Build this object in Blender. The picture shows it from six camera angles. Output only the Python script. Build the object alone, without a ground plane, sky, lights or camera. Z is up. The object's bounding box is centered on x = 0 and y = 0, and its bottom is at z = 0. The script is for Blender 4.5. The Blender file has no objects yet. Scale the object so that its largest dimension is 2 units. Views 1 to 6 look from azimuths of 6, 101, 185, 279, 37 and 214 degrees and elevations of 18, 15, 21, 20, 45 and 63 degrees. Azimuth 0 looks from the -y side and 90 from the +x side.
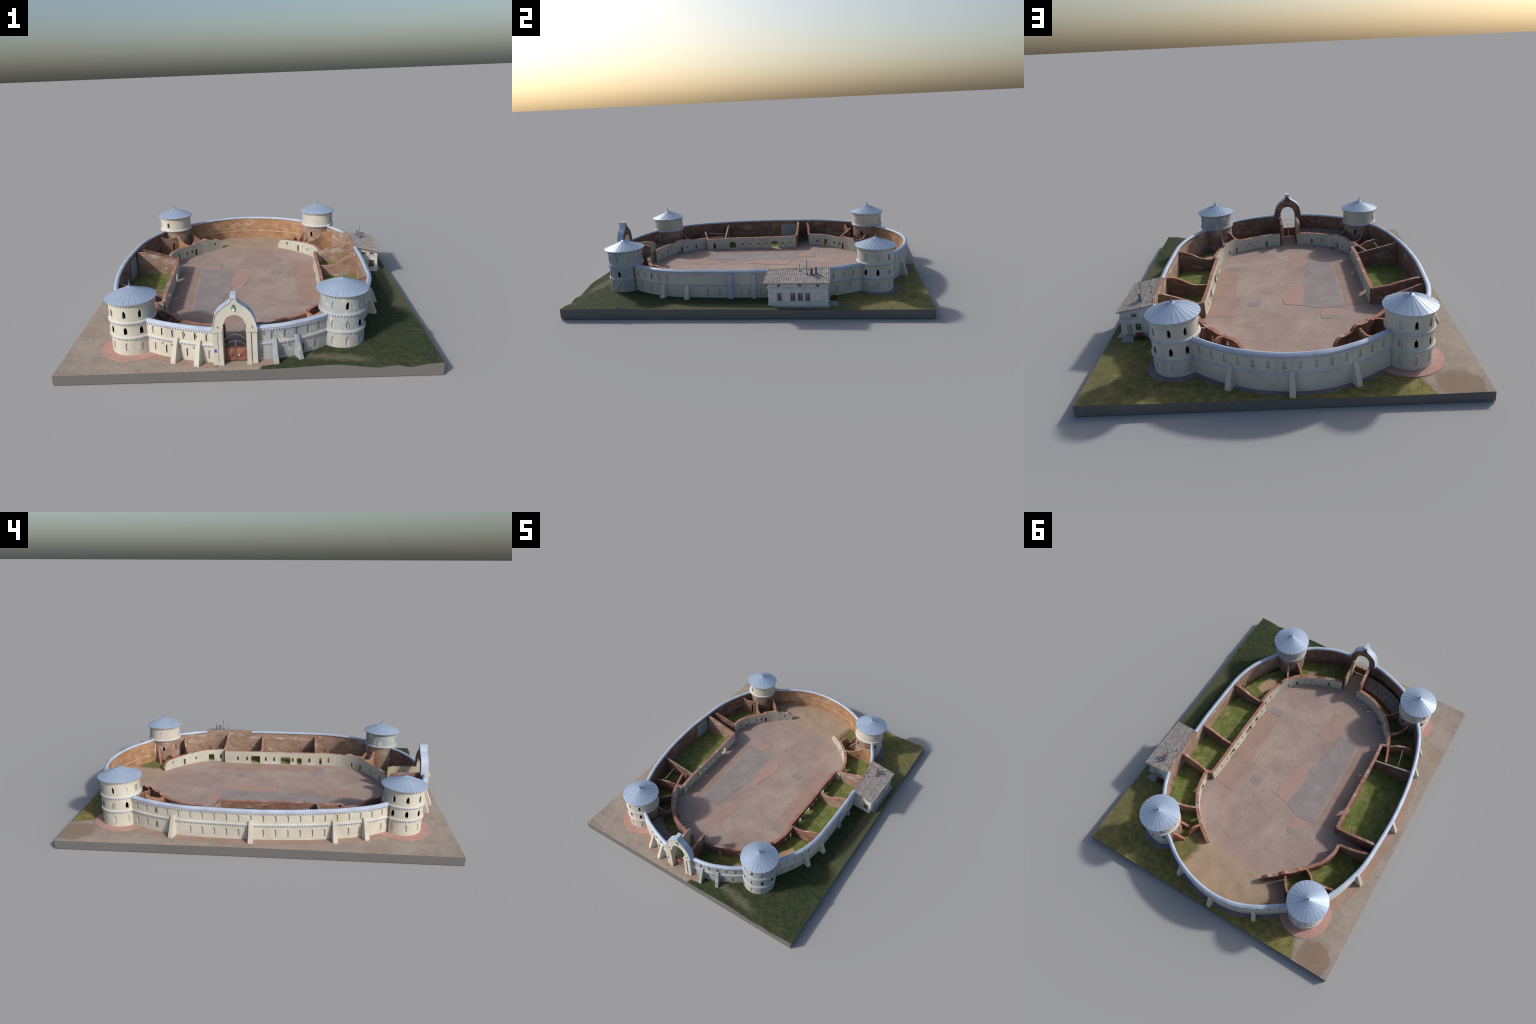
# Walled oval fortress courtyard on a square slab: four round towers, arched gate,
# brick inner walls with lawns, annex building.  All procedural.
import bpy, bmesh, math, random
from mathutils import Vector, noise as mnoise
random.seed(7)
V = Vector

def interp(prof, x):
    if x <= prof[0][0]: return prof[0][1]
    for (a, b), (c, d) in zip(prof, prof[1:]):
        if x <= c:
            t = (x-a)/max(c-a, 1e-9); return b+(d-b)*t
    return prof[-1][1]

# ------------------------------------------------------------------ materials
def srgb(r, g, b):
    f = lambda c: (c/255/12.92) if c/255 <= .04045 else ((c/255+.055)/1.055)**2.4
    return (f(r), f(g), f(b), 1)

class NT:
    """tiny helper round a node tree"""
    def __init__(s, name, rough=.85, metal=0.0):
        s.m = bpy.data.materials.new(name); s.m.use_nodes = True
        s.t = s.m.node_tree; s.n = s.t.nodes
        s.b = s.n['Principled BSDF']; s.b.inputs['Roughness'].default_value = rough
        s.b.inputs['Metallic'].default_value = metal
        s.b.inputs['Specular IOR Level'].default_value = .25
        s.tc = s.n.new('ShaderNodeTexCoord')
    def link(s, a, b): s.t.links.new(a, b)
    def coords(s, scale=(1, 1, 1), loc=(0, 0, 0), rot=(0, 0, 0)):
        m = s.n.new('ShaderNodeMapping'); s.link(s.tc.outputs['Object'], m.inputs['Vector'])
        m.inputs['Scale'].default_value = scale; m.inputs['Location'].default_value = loc
        m.inputs['Rotation'].default_value = rot
        return m.outputs['Vector']
    def noise(s, sc, detail=4, rough=.6, scale=(1, 1, 1), loc=(0, 0, 0), dist=0):
        n = s.n.new('ShaderNodeTexNoise'); s.link(s.coords(scale, loc), n.inputs['Vector'])
        n.inputs['Scale'].default_value = sc; n.inputs['Detail'].default_value = detail
        n.inputs['Roughness'].default_value = rough; n.inputs['Distortion'].default_value = dist
        return n.outputs['Fac']
    def ramp(s, fac, stops, interp='LINEAR'):
        r = s.n.new('ShaderNodeValToRGB'); r.color_ramp.interpolation = interp
        e = r.color_ramp.elements
        while len(e) < len(stops): e.new(.5)
        for el, (p, c) in zip(e, stops): el.position = p; el.color = c if len(c) == 4 else (*c, 1)
        s.link(fac, r.inputs['Fac']); return r.outputs['Color']
    def mask(s, fac, a, b):
        r = s.n.new('ShaderNodeMapRange'); r.interpolation_type = 'SMOOTHSTEP'
        s.link(fac, r.inputs['Value']); r.inputs['From Min'].default_value = a; r.inputs['From Max'].default_value = b
        return r.outputs['Result']
    def mix(s, fac, a, b, mode='MIX'):
        m = s.n.new('ShaderNodeMix'); m.data_type = 'RGBA'; m.blend_type = mode
        for sock, v in ((m.inputs[0], fac), (m.inputs[6], a), (m.inputs[7], b)):
            if isinstance(v, (int, float, tuple)): sock.default_value = v
            else: s.link(v, sock)
        return m.outputs[2]
    def math(s, op, a, b=0.0):
        m = s.n.new('ShaderNodeMath'); m.operation = op
        for sock, v in ((m.inputs[0], a), (m.inputs[1], b)):
            if isinstance(v, (int, float)): sock.default_value = v
            else: s.link(v, sock)
        return m.outputs[0]
    def xyz(s):
        x = s.n.new('ShaderNodeSeparateXYZ'); s.link(s.tc.outputs['Object'], x.inputs[0]); return x.outputs
    def plane(s, nx, ny, c, wob=0, wsc=20):
        """signed distance to the vertical plane nx*x+ny*y=c, edge broken by noise"""
        o = s.xyz(); l = math.hypot(nx, ny)
        d = s.math('ADD', s.math('MULTIPLY', o[0], nx/l), s.math('MULTIPLY', o[1], ny/l))
        d = s.math('SUBTRACT', d, c/l)
        if wob: d = s.math('ADD', d, s.math('MULTIPLY', s.math('SUBTRACT', s.noise(wsc, 5), .5), wob))
        return d
    def disc(s, cx, cy, r):
        o = s.xyz()
        dx = s.math('SUBTRACT', o[0], cx); dy = s.math('SUBTRACT', o[1], cy)
        return s.math('SUBTRACT', s.math('SQRT', s.math('ADD', s.math('MULTIPLY', dx, dx), s.math('MULTIPLY', dy, dy))), r)
    def done(s, col, bump=None, strength=.3, dist=.002):
        if isinstance(col, tuple): s.b.inputs['Base Color'].default_value = col
        else: s.link(col, s.b.inputs['Base Color'])
        if bump is not None:
            b = s.n.new('ShaderNodeBump'); b.inputs['Strength'].default_value = strength
            b.inputs['Distance'].default_value = dist
            s.link(bump, b.inputs['Height']); s.link(b.outputs['Normal'], s.b.inputs['Normal'])
        return s.m

def mat_plaster(name, base, light, stain, amount=.5):
    k = NT(name, .9)
    c = k.ramp(k.noise(9, 5), [(.3, base), (.7, light)])
    c = k.mix(k.math('MULTIPLY', k.mask(k.noise(14, 6, .65, (1, 1, .35)), .5, .72), amount), c, stain)
    c = k.mix(k.math('MULTIPLY', k.mask(k.noise(120, 3), .55, .8), .35), c, stain)
    return k.done(c, k.noise(160, 4), .25, .001)

def mat_brick(name, a, b, c3, lime, lime_amt=.5, seed=0.0):
    k = NT(name, .95)
    c = k.ramp(k.noise(16, 6, .65, (1, 1, 1.6), (seed, seed, 0)), [(.28, a), (.5, b), (.72, c3)])
    course = k.noise(150, 3, .6, (.35, .35, 3.0), (seed, 0, 0))
    c = k.mix(k.math('MULTIPLY', k.mask(course, .42, .7), .4), c, a)
    lm = k.math('MULTIPLY', k.mask(k.noise(11, 7, .7, (1, 1, 2.2), (seed+3, 1, 2)), .54, .62), lime_amt)
    c = k.mix(lm, c, lime)
    speck = k.mask(k.noise(210, 2, .5), .62, .74)
    c = k.mix(k.math('MULTIPLY', speck, .45), c, lime)
    return k.done(c, k.math('ADD', course, k.noise(60, 5)), .6, .003)

PLASTER = mat_plaster('cream_plaster', srgb(186, 183, 172), srgb(204, 201, 190), srgb(166, 160, 146))
PLASTER_PALE = mat_plaster('pale_grey_plaster', srgb(188, 184, 176), srgb(206, 202, 193), srgb(170, 164, 152))
def mat_shade_tinted():
    # plaster tinted blue-grey for tree shade, pale patches painted as its dapple
    k = NT('shade_tinted_plaster', .9)
    c = k.ramp(k.noise(8, 5, .6, (1, 1, .5)), [(.3, srgb(136, 147, 158)), (.55, srgb(160, 166, 168)), (.75, srgb(184, 181, 170))])
    c = k.mix(k.mask(k.noise(34, 6, .7, (1, 1, .55)), .55, .66), c, srgb(204, 198, 182))
    c = k.mix(k.math('MULTIPLY', k.mask(k.noise(50, 5, .7, (1, 1, .15), (4, 4, 4)), .56, .7), .5), c, srgb(118, 122, 116))
    return k.done(c, k.noise(160, 4), .25, .001)
PLASTER_SHADE_TINT = mat_shade_tinted()
PLASTER_COURT = mat_plaster('court_plaster', srgb(178, 175, 163), srgb(194, 191, 179), srgb(150, 144, 128))
PLASTER_OLIVE = mat_plaster('olive_plaster', srgb(164, 158, 134), srgb(180, 174, 152), srgb(136, 129, 104))
ANNEX_WALL = mat_plaster('annex_plaster', srgb(196, 198, 200), srgb(216, 216, 214), srgb(160, 162, 166))
BAND = mat_plaster('lavender_trim', srgb(170, 174, 194), srgb(194, 196, 208), srgb(148, 152, 178), .4)
BRICK = mat_brick('red_brick', srgb(108, 78, 68), srgb(134, 102, 88), srgb(154, 122, 106), srgb(168, 154, 144), .5)
BRICK_ORANGE = mat_brick('orange_brick', srgb(132, 98, 76), srgb(164, 128, 98), srgb(182, 148, 118), srgb(186, 168, 154), .6, 5.0)
BRICK_TOP = mat_brick('broken_brick_top', srgb(136, 94, 80), srgb(166, 118, 102), srgb(182, 142, 126), srgb(194, 182, 176), .6, 9.0)
BRICK_GREY = mat_brick('limewashed_brick', srgb(130, 100, 84), srgb(154, 128, 112), srgb(168, 150, 138), srgb(178, 170, 164), .75, 2.0)

LIME = mat_brick('flaking_limewash', srgb(140, 104, 88), srgb(172, 152, 138), srgb(186, 174, 162), srgb(192, 186, 178), .8, 15.0)
BRICK_LEDGE = mat_brick('limed_brick_ledge', srgb(158, 124, 98), srgb(178, 148, 122), srgb(190, 166, 142), srgb(196, 180, 164), .6, 12.0)

def mat_simple(name, a, b, sc=40, rough=.7, metal=0, bump=.15):
    k = NT(name, rough, metal)
    f = k.noise(sc, 4)
    return k.done(k.ramp(f, [(.3, a), (.7, b)]), f, bump, .001)
ROOF = mat_simple('painted_sheet_metal', srgb(150, 168, 192), srgb(168, 185, 207), 12, .42, .15, .05)
SEAM = mat_simple('roof_seam_metal', srgb(150, 166, 190), srgb(170, 186, 208), 40, .45, .15, .05)
CAP = mat_simple('wall_cap_metal', srgb(160, 176, 202), srgb(190, 202, 218), 14, .5, .05, .1)
SPIRE = mat_simple('spire_metal', srgb(92, 118, 150), srgb(120, 146, 178), 60, .4, .3, .05)
SLAB = mat_simple('grey_slab', srgb(104, 103, 102), srgb(108, 107, 106), 3, .8, 0, .02)
DARK = mat_simple('dark_interior', srgb(22, 20, 20), srgb(34, 30, 28), 30, .95)  # near-black colour, puts the towers' inner darkness into the surface
DOOR = mat_simple('rust_red_door', srgb(122, 80, 70), srgb(146, 100, 88), 70, .6)
IRON = mat_simple('grey_iron', srgb(120, 120, 116), srgb(150, 148, 142), 60, .5, .2)
WOOD = mat_simple('grey_timber', srgb(140, 134, 126), srgb(170, 164, 156), 60, .9)
TEAL = mat_simple('teal_paint', srgb(60, 158, 146), srgb(84, 178, 164), 90, .8)
YELLOW = mat_simple('ochre_paint', srgb(176, 160, 96), srgb(198, 182, 120), 90, .8)
WHITE = mat_simple('white_paint', srgb(214, 216, 220), srgb(228, 228, 228), 60, .8)
BLUE = mat_simple('blue_sign_paint', srgb(38, 72, 170), srgb(52, 88, 186), 60, .5)
RED = mat_simple('red_bin_paint', srgb(170, 40, 48), srgb(186, 52, 58), 60, .5)
GLASS = mat_simple('dark_window_glass', srgb(52, 56, 64), srgb(76, 80, 88), 90, .25)
RUSTY = mat_simple('rusty_brick_chimney', srgb(118, 92, 84), srgb(144, 116, 106), 90, .9)
STONE = mat_simple('step_concrete', srgb(150, 148, 150), srgb(172, 170, 168), 60, .9)
BUSH = mat_simple('bush_leaf', srgb(46, 66, 34), srgb(78, 102, 50), 120, .8, 0, .6)

def mat_roof_slate():
    k = NT('grey_corrugated_sheets', .9)
    c = k.ramp(k.noise(40, 5), [(.3, srgb(138, 130, 126)), (.7, srgb(172, 164, 158))])
    c = k.mix(k.math('MULTIPLY', k.mask(k.noise(9, 4), .55, .75), .5), c, srgb(122, 116, 116))
    c = k.mix(k.mask(k.noise(55, 2, .5, (1, 1, 1), (4, 4, 4)), .70, .76), c, srgb(184, 150, 86))
    return k.done(c, k.noise(120, 4), .3, .002)
SLATE = mat_roof_slate()

def mat_shed():
    k = NT('dark_shed_tiles', .95)
    c = k.ramp(k.noise(60, 5), [(.3, srgb(96, 84, 80)), (.7, srgb(150, 138, 132))])
    return k.done(c, k.noise(150, 4), .5, .002)
SHED = mat_shed()

def mat_grass():
    k = NT('lawn_grass', 1.0)
    c = k.ramp(k.noise(26, 6, .7), [(.28, srgb(82, 96, 46)), (.5, srgb(116, 126, 68)), (.72, srgb(152, 146, 100))])
    c = k.mix(k.mask(k.noise(15, 5, .6, (1, 1, 1), (3, 1, 0)), .60, .70), c, srgb(156, 138, 100))
    c = k.mix(.8, c, k.ramp(k.noise(130, 5, .75), [(.25, (.55, .55, .55)), (.5, (1, 1, 1)), (.75, (1.3, 1.3, 1.25))]), 'MULTIPLY')
    return k.done(c, k.noise(240, 4), .9, .004)
GRASS = mat_grass()

def mat_ground():
    """outer terrain: trodden earth road to the west, grass to the east and north"""
    k = NT('earth_and_grass', 1.0)
    road = k.ramp(k.noise(11, 6, .65), [(.3, srgb(146, 135, 126)), (.55, srgb(163, 151, 140)), (.75, srgb(172, 159, 144))])
    road = k.mix(k.math('MULTIPLY', k.mask(k.noise(30, 6, .7), .56, .7), .5), road, srgb(130, 116, 104))
    wear = k.math('MULTIPLY', k.mask(k.noise(5, 5, .6, (1, 1, 1), (7, 2, 0)), .52, .66), .45)
    road = k.mix(wear, road, srgb(152, 130, 106))
    road = k.mix(.5, road, k.ramp(k.noise(80, 6, .75), [(.25, (.68, .68, .68)), (.5, (1, 1, 1)), (.75, (1.16, 1.15, 1.14))]), 'MULTIPLY')
    # dark damp earth fan near the north-west corner
    damp = k.mask(k.math('ADD', k.disc(-.72, .83, .085), k.math('MULTIPLY', k.math('SUBTRACT', k.noise(14, 4), .5), .09)), .01, -.01)
    road = k.mix(k.math('MULTIPLY', damp, .6), road, srgb(132, 108, 86))
    dark = k.ramp(k.noise(45, 6, .75), [(.28, srgb(42, 50, 34)), (.55, srgb(60, 69, 45)), (.78, srgb(90, 97, 62))])  # green darkened to carry the tree shadow over the south-east grass
    yellow_grass = k.ramp(k.noise(30, 6, .7), [(.28, srgb(90, 92, 50)), (.5, srgb(126, 118, 70)), (.75, srgb(160, 146, 100))])
    # yellower grass in the north-east, and a trodden strip along the east edge
    north = k.mask(k.plane(.1, 1, .52, .18, 7), -.06, .08)
    g = k.mix(north, dark, yellow_grass)
    strip = k.math('MULTIPLY', k.mask(k.plane(1, .085, .705, .05, 14), -.03, .0), k.mask(k.plane(0, 1, -.42, .2, 6), -.05, .1))
    g = k.mix(k.math('MULTIPLY', strip, .55), g, srgb(104, 104, 76))
    # bare trodden earth by the south-east tower
    bare = k.math('MULTIPLY', k.mask(k.math('ABSOLUTE', k.plane(.12, 1, -.79, .10, 22)), .045, .0), k.mask(k.plane(-1, 0, -.55, .1, 18), -.04, .06))
    g = k.mix(k.math('MULTIPLY', bare, .75), g, srgb(112, 108, 92))
    g = k.mix(.8, g, k.ramp(k.noise(150, 5, .75), [(.25, (.5, .5, .5)), (.5, (1, 1, 1)), (.75, (1.4, 1.4, 1.35))]), 'MULTIPLY')
    # boundary line between road and grass
    gm = k.mask(k.plane(1.818, .74, -.478+.0, .035, 30), -.012, .012)
    gm2 = k.mask(k.plane(1, -.25, .355, .03, 30), -.01, .01)
    south = k.mask(k.plane(0, -1, 0, 0), -.01, .01)
    gm = k.mix(south, gm, gm2)
    c = k.mix(gm, road, g)
    return k.done(c, k.noise(170, 5), .7, .004)
GROUND = mat_ground()

def mat_court():
    k = NT('court_asphalt', .95)
    c = k.ramp(k.noise(7, 7, .65), [(.3, srgb(146, 127, 120)), (.55, srgb(162, 143, 134)), (.75, srgb(174, 156, 144))])
    c = k.mix(k.math('MULTIPLY', k.mask(k.noise(16, 8, .75, (1, 1, 1), (2, 5, 0)), .60, .72), .6), c, srgb(122, 106, 98))
    c = k.mix(k.math('MULTIPLY', k.mask(k.noise(42, 4, .6), .63, .72), .5), c, srgb(112, 96, 88))
    c = k.mix(k.math('MULTIPLY', k.mask(k.noise(4, 5, .6, (1, 1, 1), (9, 9, 0)), .55, .66), .35), c, srgb(176, 160, 144))
    grain = k.ramp(k.noise(95, 6, .75), [(.25, (.72, .72, .72)), (.5, (1.06, 1.06, 1.06)), (.75, (1.2, 1.19, 1.18))])
    c = k.mix(.75, c, grain, 'MULTIPLY')
    c = k.mix(k.math('MULTIPLY', k.mask(k.noise(24, 8, .8, (1, 1, 1), (6, 1, 0)), .60, .68), .55), c, srgb(120, 104, 92))
    # fine cracks and pale worn scratches
    vo = k.n.new('ShaderNodeTexVoronoi'); vo.feature = 'DISTANCE_TO_EDGE'; vo.inputs['Scale'].default_value = 13
    k.link(k.coords((1, 1, 1), (.3, .1, 0)), vo.inputs['Vector'])
    crack = k.math('MULTIPLY', k.mask(vo.outputs['Distance'], .018, .004), k.mask(k.noise(6, 4, .6, (1, 1, 1), (5, 5, 0)), .5, .6))
    c = k.mix(k.math('MULTIPLY', crack, .28), c, srgb(116, 100, 92))
    # sandy trodden earth in the northern yard, grass creeping in from the east
    sand = k.ramp(k.noise(13, 7, .7), [(.3, srgb(150, 131, 113)), (.55, srgb(166, 147, 127)), (.75, srgb(172, 156, 136))])
    c = k.mix(k.mask(k.plane(.03, 1, .622, .09, 12), -.045, .03), c, sand)
    gr = k.ramp(k.noise(30, 6, .7), [(.3, srgb(84, 90, 52)), (.6, srgb(120, 116, 76)), (.8, srgb(150, 136, 100))])
    gm = k.mask(k.math('ADD', k.disc(.215, .735, .085), k.math('MULTIPLY', k.math('SUBTRACT', k.noise(14, 5), .5), .12)), .025, -.03)
    c = k.mix(gm, c, gr)
    return k.done(c, k.noise(130, 5), .35, .002)
COURT = mat_court()

def mat_patch(name, a, b, c3, bricky=False):
    k = NT(name, .95)
    c = k.ramp(k.noise(13, 7, .7), [(.3, a), (.55, b), (.75, c3)])
    c = k.mix(.6, c, k.ramp(k.noise(95, 6, .75), [(.25, (.7, .7, .7)), (.5, (1, 1, 1)), (.75, (1.12, 1.11, 1.1))]), 'MULTIPLY')
    if bricky:
        bt = k.n.new('ShaderNodeTexBrick'); k.link(k.coords((1, 1, 1)), bt.inputs['Vector'])
        bt.inputs['Scale'].default_value = 60; bt.inputs['Mortar Size'].default_value = .03
        bt.inputs['Color1'].default_value = (1, 1, 1, 1); bt.inputs['Color2'].default_value = (.86, .86, .86, 1)
        bt.inputs['Mortar'].default_value = (.8, .8, .8, 1)
        c = k.mix(.6, c, bt.outputs['Color'], 'MULTIPLY')
    return k.done(c, k.noise(150, 4), .3, .0015)
PINKP = mat_patch('pink_concrete', srgb(168, 138, 128), srgb(174, 144, 133), srgb(178, 150, 139))
PINKS = mat_patch('faded_pink_concrete', srgb(160, 134, 124), srgb(168, 142, 130), srgb(174, 150, 138))
GREYP = mat_patch('grey_asphalt', srgb(138, 128, 126), srgb(150, 140, 138), srgb(164, 154, 148))
PAVER = mat_patch('brick_pavers', srgb(156, 132, 120), srgb(168, 143, 131), srgb(176, 154, 140), True)
APRON = mat_patch('red_pavers', srgb(180, 140, 132), srgb(190, 150, 141), srgb(200, 164, 154), True)
STRIP = mat_patch('brown_pavers', srgb(156, 132, 120), srgb(168, 142, 130), srgb(176, 148, 136), True)
COBBLE = mat_patch('purple_cobbles', srgb(116, 106, 116), srgb(136, 124, 132), srgb(152, 140, 144), True)
SAND = mat_patch('sandy_earth', srgb(166, 136, 106), srgb(182, 154, 122), srgb(178, 158, 128))

# ------------------------------------------------------------------ building helpers
ROOT = bpy.data.objects.new('walled_fortress', None)
bpy.context.scene.collection.objects.link(ROOT)
ROOT['label'] = 'oval brick courtyard fortress with four round blue-roofed towers on slab'
ROOT['category'] = 'fortress'

class MB:
    """collects faces; merges them into one named mesh object"""
    def __init__(s): s.v = []; s.f = []; s.mi = []; s.mats = []
    def slot(s, m):
        if m not in s.mats: s.mats.append(m)
        return s.mats.index(m)
    def face(s, pts, m):
        i = len(s.v); s.v += [tuple(p) for p in pts]; s.f.append(list(range(i, i+len(pts)))); s.mi.append(s.slot(m))
    def box(s, o, ax, ay, az, m):
        """box from corner o with edge vectors ax, ay, az"""
        o, ax, ay, az = map(V, (o, ax, ay, az))
        q = lambda a, b, c: s.face((a, a+b, a+b+c, a+c), m)
        q(o, ay, ax); q(o+az, ax, ay); q(o, ax, az); q(o+ay, az, ax); q(o, az, ay); q(o+ax, ay, az)
    def obox(s, c, d, n, l, w, z0, z1, m):
        """upright box centred on c=(x,y): length l along d, width w along n"""
        d = V((d[0], d[1], 0)).normalized(); n = V((n[0], n[1], 0)).normalized()
        o = V((c[0], c[1], z0)) - d*l/2 - n*w/2
        s.box(o, d*l, n*w, (0, 0, z1-z0), m)
    def make(s, name, parent, smooth=None, stuff=False, merge=True):
        me = bpy.data.meshes.new(name); me.from_pydata(s.v, [], s.f)
        for m in s.mats: me.materials.append(m)
        for p, i in zip(me.polygons, s.mi): p.material_index = i
        bm = bmesh.new(); bm.from_mesh(me)
        if merge: bmesh.ops.remove_doubles(bm, verts=bm.verts, dist=2e-5)
        bmesh.ops.recalc_face_normals(bm, faces=bm.faces)
        bm.to_mesh(me); bm.free()
        if smooth:
            for p in me.polygons: p.use_smooth = True
            me.set_sharp_from_angle(angle=math.radians(smooth))
        o = bpy.data.objects.new(name, me); bpy.context.scene.collection.objects.link(o); o.parent = parent
        if stuff: o['kind'] = 'stuff'
        return o

def catmull(P, step=.012, closed=False):
    P = [V((p[0], p[1], 0)) for p in P]; n = len(P); out = []
    rng = range(n if closed else n-1)
    for i in rng:
        g = (lambda j: P[j % n]) if closed else (lambda j: P[min(max(j, 0), n-1)])
        p0, p1, p2, p3 = g(i-1), g(i), g(i+1), g(i+2)
        k = max(1, int((p2-p1).length/step))
        for j in range(k):
            t = j/k
            out.append(.5*((2*p1)+(p2-p0)*t+(2*p0-5*p1+4*p2-p3)*t*t+(3*p1-p0-3*p2+p3)*t**3))
    if not closed: out.append(P[-1])
    return out

class Path:
    def __init__(s, P, smooth=True, step=.012):
        s.p = catmull(P, step) if smooth else [V((p[0], p[1], 0)) for p in P]
        s.s = [0]
        for a, b in zip(s.p, s.p[1:]): s.s.append(s.s[-1]+(b-a).length)
        s.L = s.s[-1]
    def tang(s, i):
        a = s.p[max(i-1, 0)]; b = s.p[min(i+1, len(s.p)-1)]
        return (b-a).normalized()
    def at(s, x):
        """point, left normal (mitred), tangent at arclength x"""
        x = min(max(x, 0), s.L)
        lo = 0
        while lo < len(s.s)-2 and s.s[lo+1] < x: lo += 1
        t = (x-s.s[lo])/max(s.s[lo+1]-s.s[lo], 1e-9)
        p = s.p[lo].lerp(s.p[lo+1], t); d = s.tang(lo).lerp(s.tang(lo+1), t).normalized()
        return p, V((-d.y, d.x, 0)), d
    def near(s, x, y):
        best = (9, 0)
        N = 400
        for i in range(N+1):
            q = s.at(s.L*i/N)[0]; dd = (q-V((x, y, 0))).length
            if dd < best[0]: best = (dd, s.L*i/N)
        return best[1]

def interp(prof, x):
    if x <= prof[0][0]: return prof[0][1]
    for (a, b), (c, d) in zip(prof, prof[1:]):
        if x <= c:
            t = (x-a)/max(c-a, 1e-9); return b+(d-b)*t
    return prof[-1][1]

def op(s, w, zb, zt, shape='rect', depth=None, side='A', mat=None):
    return dict(s=s, w=w, zb=zb, zt=zt, shape=shape, depth=depth, side=side, mat=mat)

def op_z(o, s):
    u = max(-1, min(1, (s-o['s'])/(o['w']/2))); h = o['zt']-o['zb']; b = o['zb']
    if o['shape'] == 'rect': return b, o['zt']
    if o['shape'] == 'point': sp = o['zt']-.38*h; return b, sp+(o['zt']-sp)*(1-abs(u))**.75
    if o['shape'] == 'round': sp = o['zt']-min(o['w']/2, .6*h); return b, sp+(o['zt']-sp)*math.sqrt(max(0, 1-u*u))
    if o['shape'] == 'seg': sp = o['zt']-.2*h; return b, sp+(o['zt']-sp)*(1-u*u)
    c = (b+o['zt'])/2; r = h/2*math.sqrt(max(0, 1-u*u)); return c-r, c+r       # hole

def wall(mb, path, thick, z0, top, mats, openings=(), rough=0.0, jag=0.0, step=.012, center=True, seed=0.0, matB_fn=None):
    """upright wall on a path. side A = left of travel, B = right.
    top: profile [(fraction, z)] ; mats=(A, B, top)"""
    L = path.L; S = {0.0, L}
    n = max(2, int(L/step))
    for i in range(1, n): S.add(L*i/n)
    for o in openings:
        a, b = o['s']-o['w']/2, o['s']+o['w']/2
        k = 1 if o['shape'] == 'rect' else 8
        S -= {x for x in S if a-.0012 < x < b+.0012 and x not in (0.0, L)}
        for i in range(k+1): S.add(a+(b-a)*i/k)
    S = sorted(S)
    topf = top if callable(top) else (lambda s: interp(top, s/L))
    offA, offB = (thick/2, -thick/2) if center else (0, -thick)
    cols = []
    for s in S:
        p, nrm, d = path.at(s)
        r = rough*(mnoise.noise(V((p.x*40+seed, p.y*40, seed)))) if rough else 0
        zt = topf(s)
        if jag: zt += jag*(mnoise.noise(V((p.x*55, p.y*55, seed+3)))+.6*mnoise.noise(V((p.x*160, p.y*160, seed))))
        cols.append((p, nrm, p+nrm*(offA+r), p+nrm*(offB+r*.7), zt))
    Z = lambda p, z: (p.x, p.y, z)
    mA, mB, mT = mats
    for i in range(len(S)-1):
        s0, s1 = S[i], S[i+1]; sm = (s0+s1)/2
        c0, c1 = cols[i], cols[i+1]; A0, B0, A1, B1 = c0[2], c0[3], c1[2], c1[3]
        os_ = sorted([o for o in openings if abs(sm-o['s']) < o['w']/2], key=lambda o: o['zb'])
        for side, P0, P1, m in (('A', A0, A1, mA), ('B', B0, B1, mB)):
            za0 = za1 = z0
            lst = [o for o in os_ if o['depth'] is None or o['side'] == side]
            for o in lst:
                (b0, t0), (b1, t1) = op_z(o, s0), op_z(o, s1)
                mb.face((Z(P0, za0), Z(P1, za1), Z(P1, b1), Z(P0, b0)), m)
                za0, za1 = t0, t1
            mb.face((Z(P0, za0), Z(P1, za1), Z(P1, c1[4]), Z(P0, c0[4])), m)
        mb.face((Z(A0, c0[4]), Z(A1, c1[4]), Z(B1, c1[4]), Z(B0, c0[4])), mT)
        for o in os_:
            (b0, t0), (b1, t1) = op_z(o, s0), op_z(o, s1)
            if o['depth'] is None: F0, F1, G0, G1 = A0, A1, B0, B1
            else:
                sg = -1 if o['side'] == 'A' else 1
                F0, F1 = (A0, A1) if o['side'] == 'A' else (B0, B1)
                G0 = F0+c0[1]*sg*o['depth']; G1 = F1+c1[1]*sg*o['depth']
                mb.face((Z(G0, b0), Z(G1, b1), Z(G1, t1), Z(G0, t0)), o['mat'] or (mA if o['side'] == 'A' else mB))
            mr = mA if (o['depth'] is None or o['side'] == 'A') else mB
            mb.face((Z(F0, b0), Z(F1, b1), Z(G1, b1), Z(G0, b0)), mr)
            mb.face((Z(F0, t0), Z(F1, t1), Z(G1, t1), Z(G0, t0)), mr)
            for ss, F, G in ((s0, F0, G0), (s1, F1, G1)):
                if abs(abs(ss-o['s'])-o['w']/2) < 1e-6:
                    b, t = op_z(o, ss)
                    if t-b > 1e-5: mb.face((Z(F, b), Z(F, t), Z(G, t), Z(G, b)), mr)
    for c in (cols[0], cols[-1]):
        if not (S[0] == 0 and (path.p[0]-path.p[-1]).length < 1e-6):
            mb.face((Z(c[2], z0), Z(c[3], z0), Z(c[3], c[4]), Z(c[2], c[4])), mT if not rough else mB)

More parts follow.
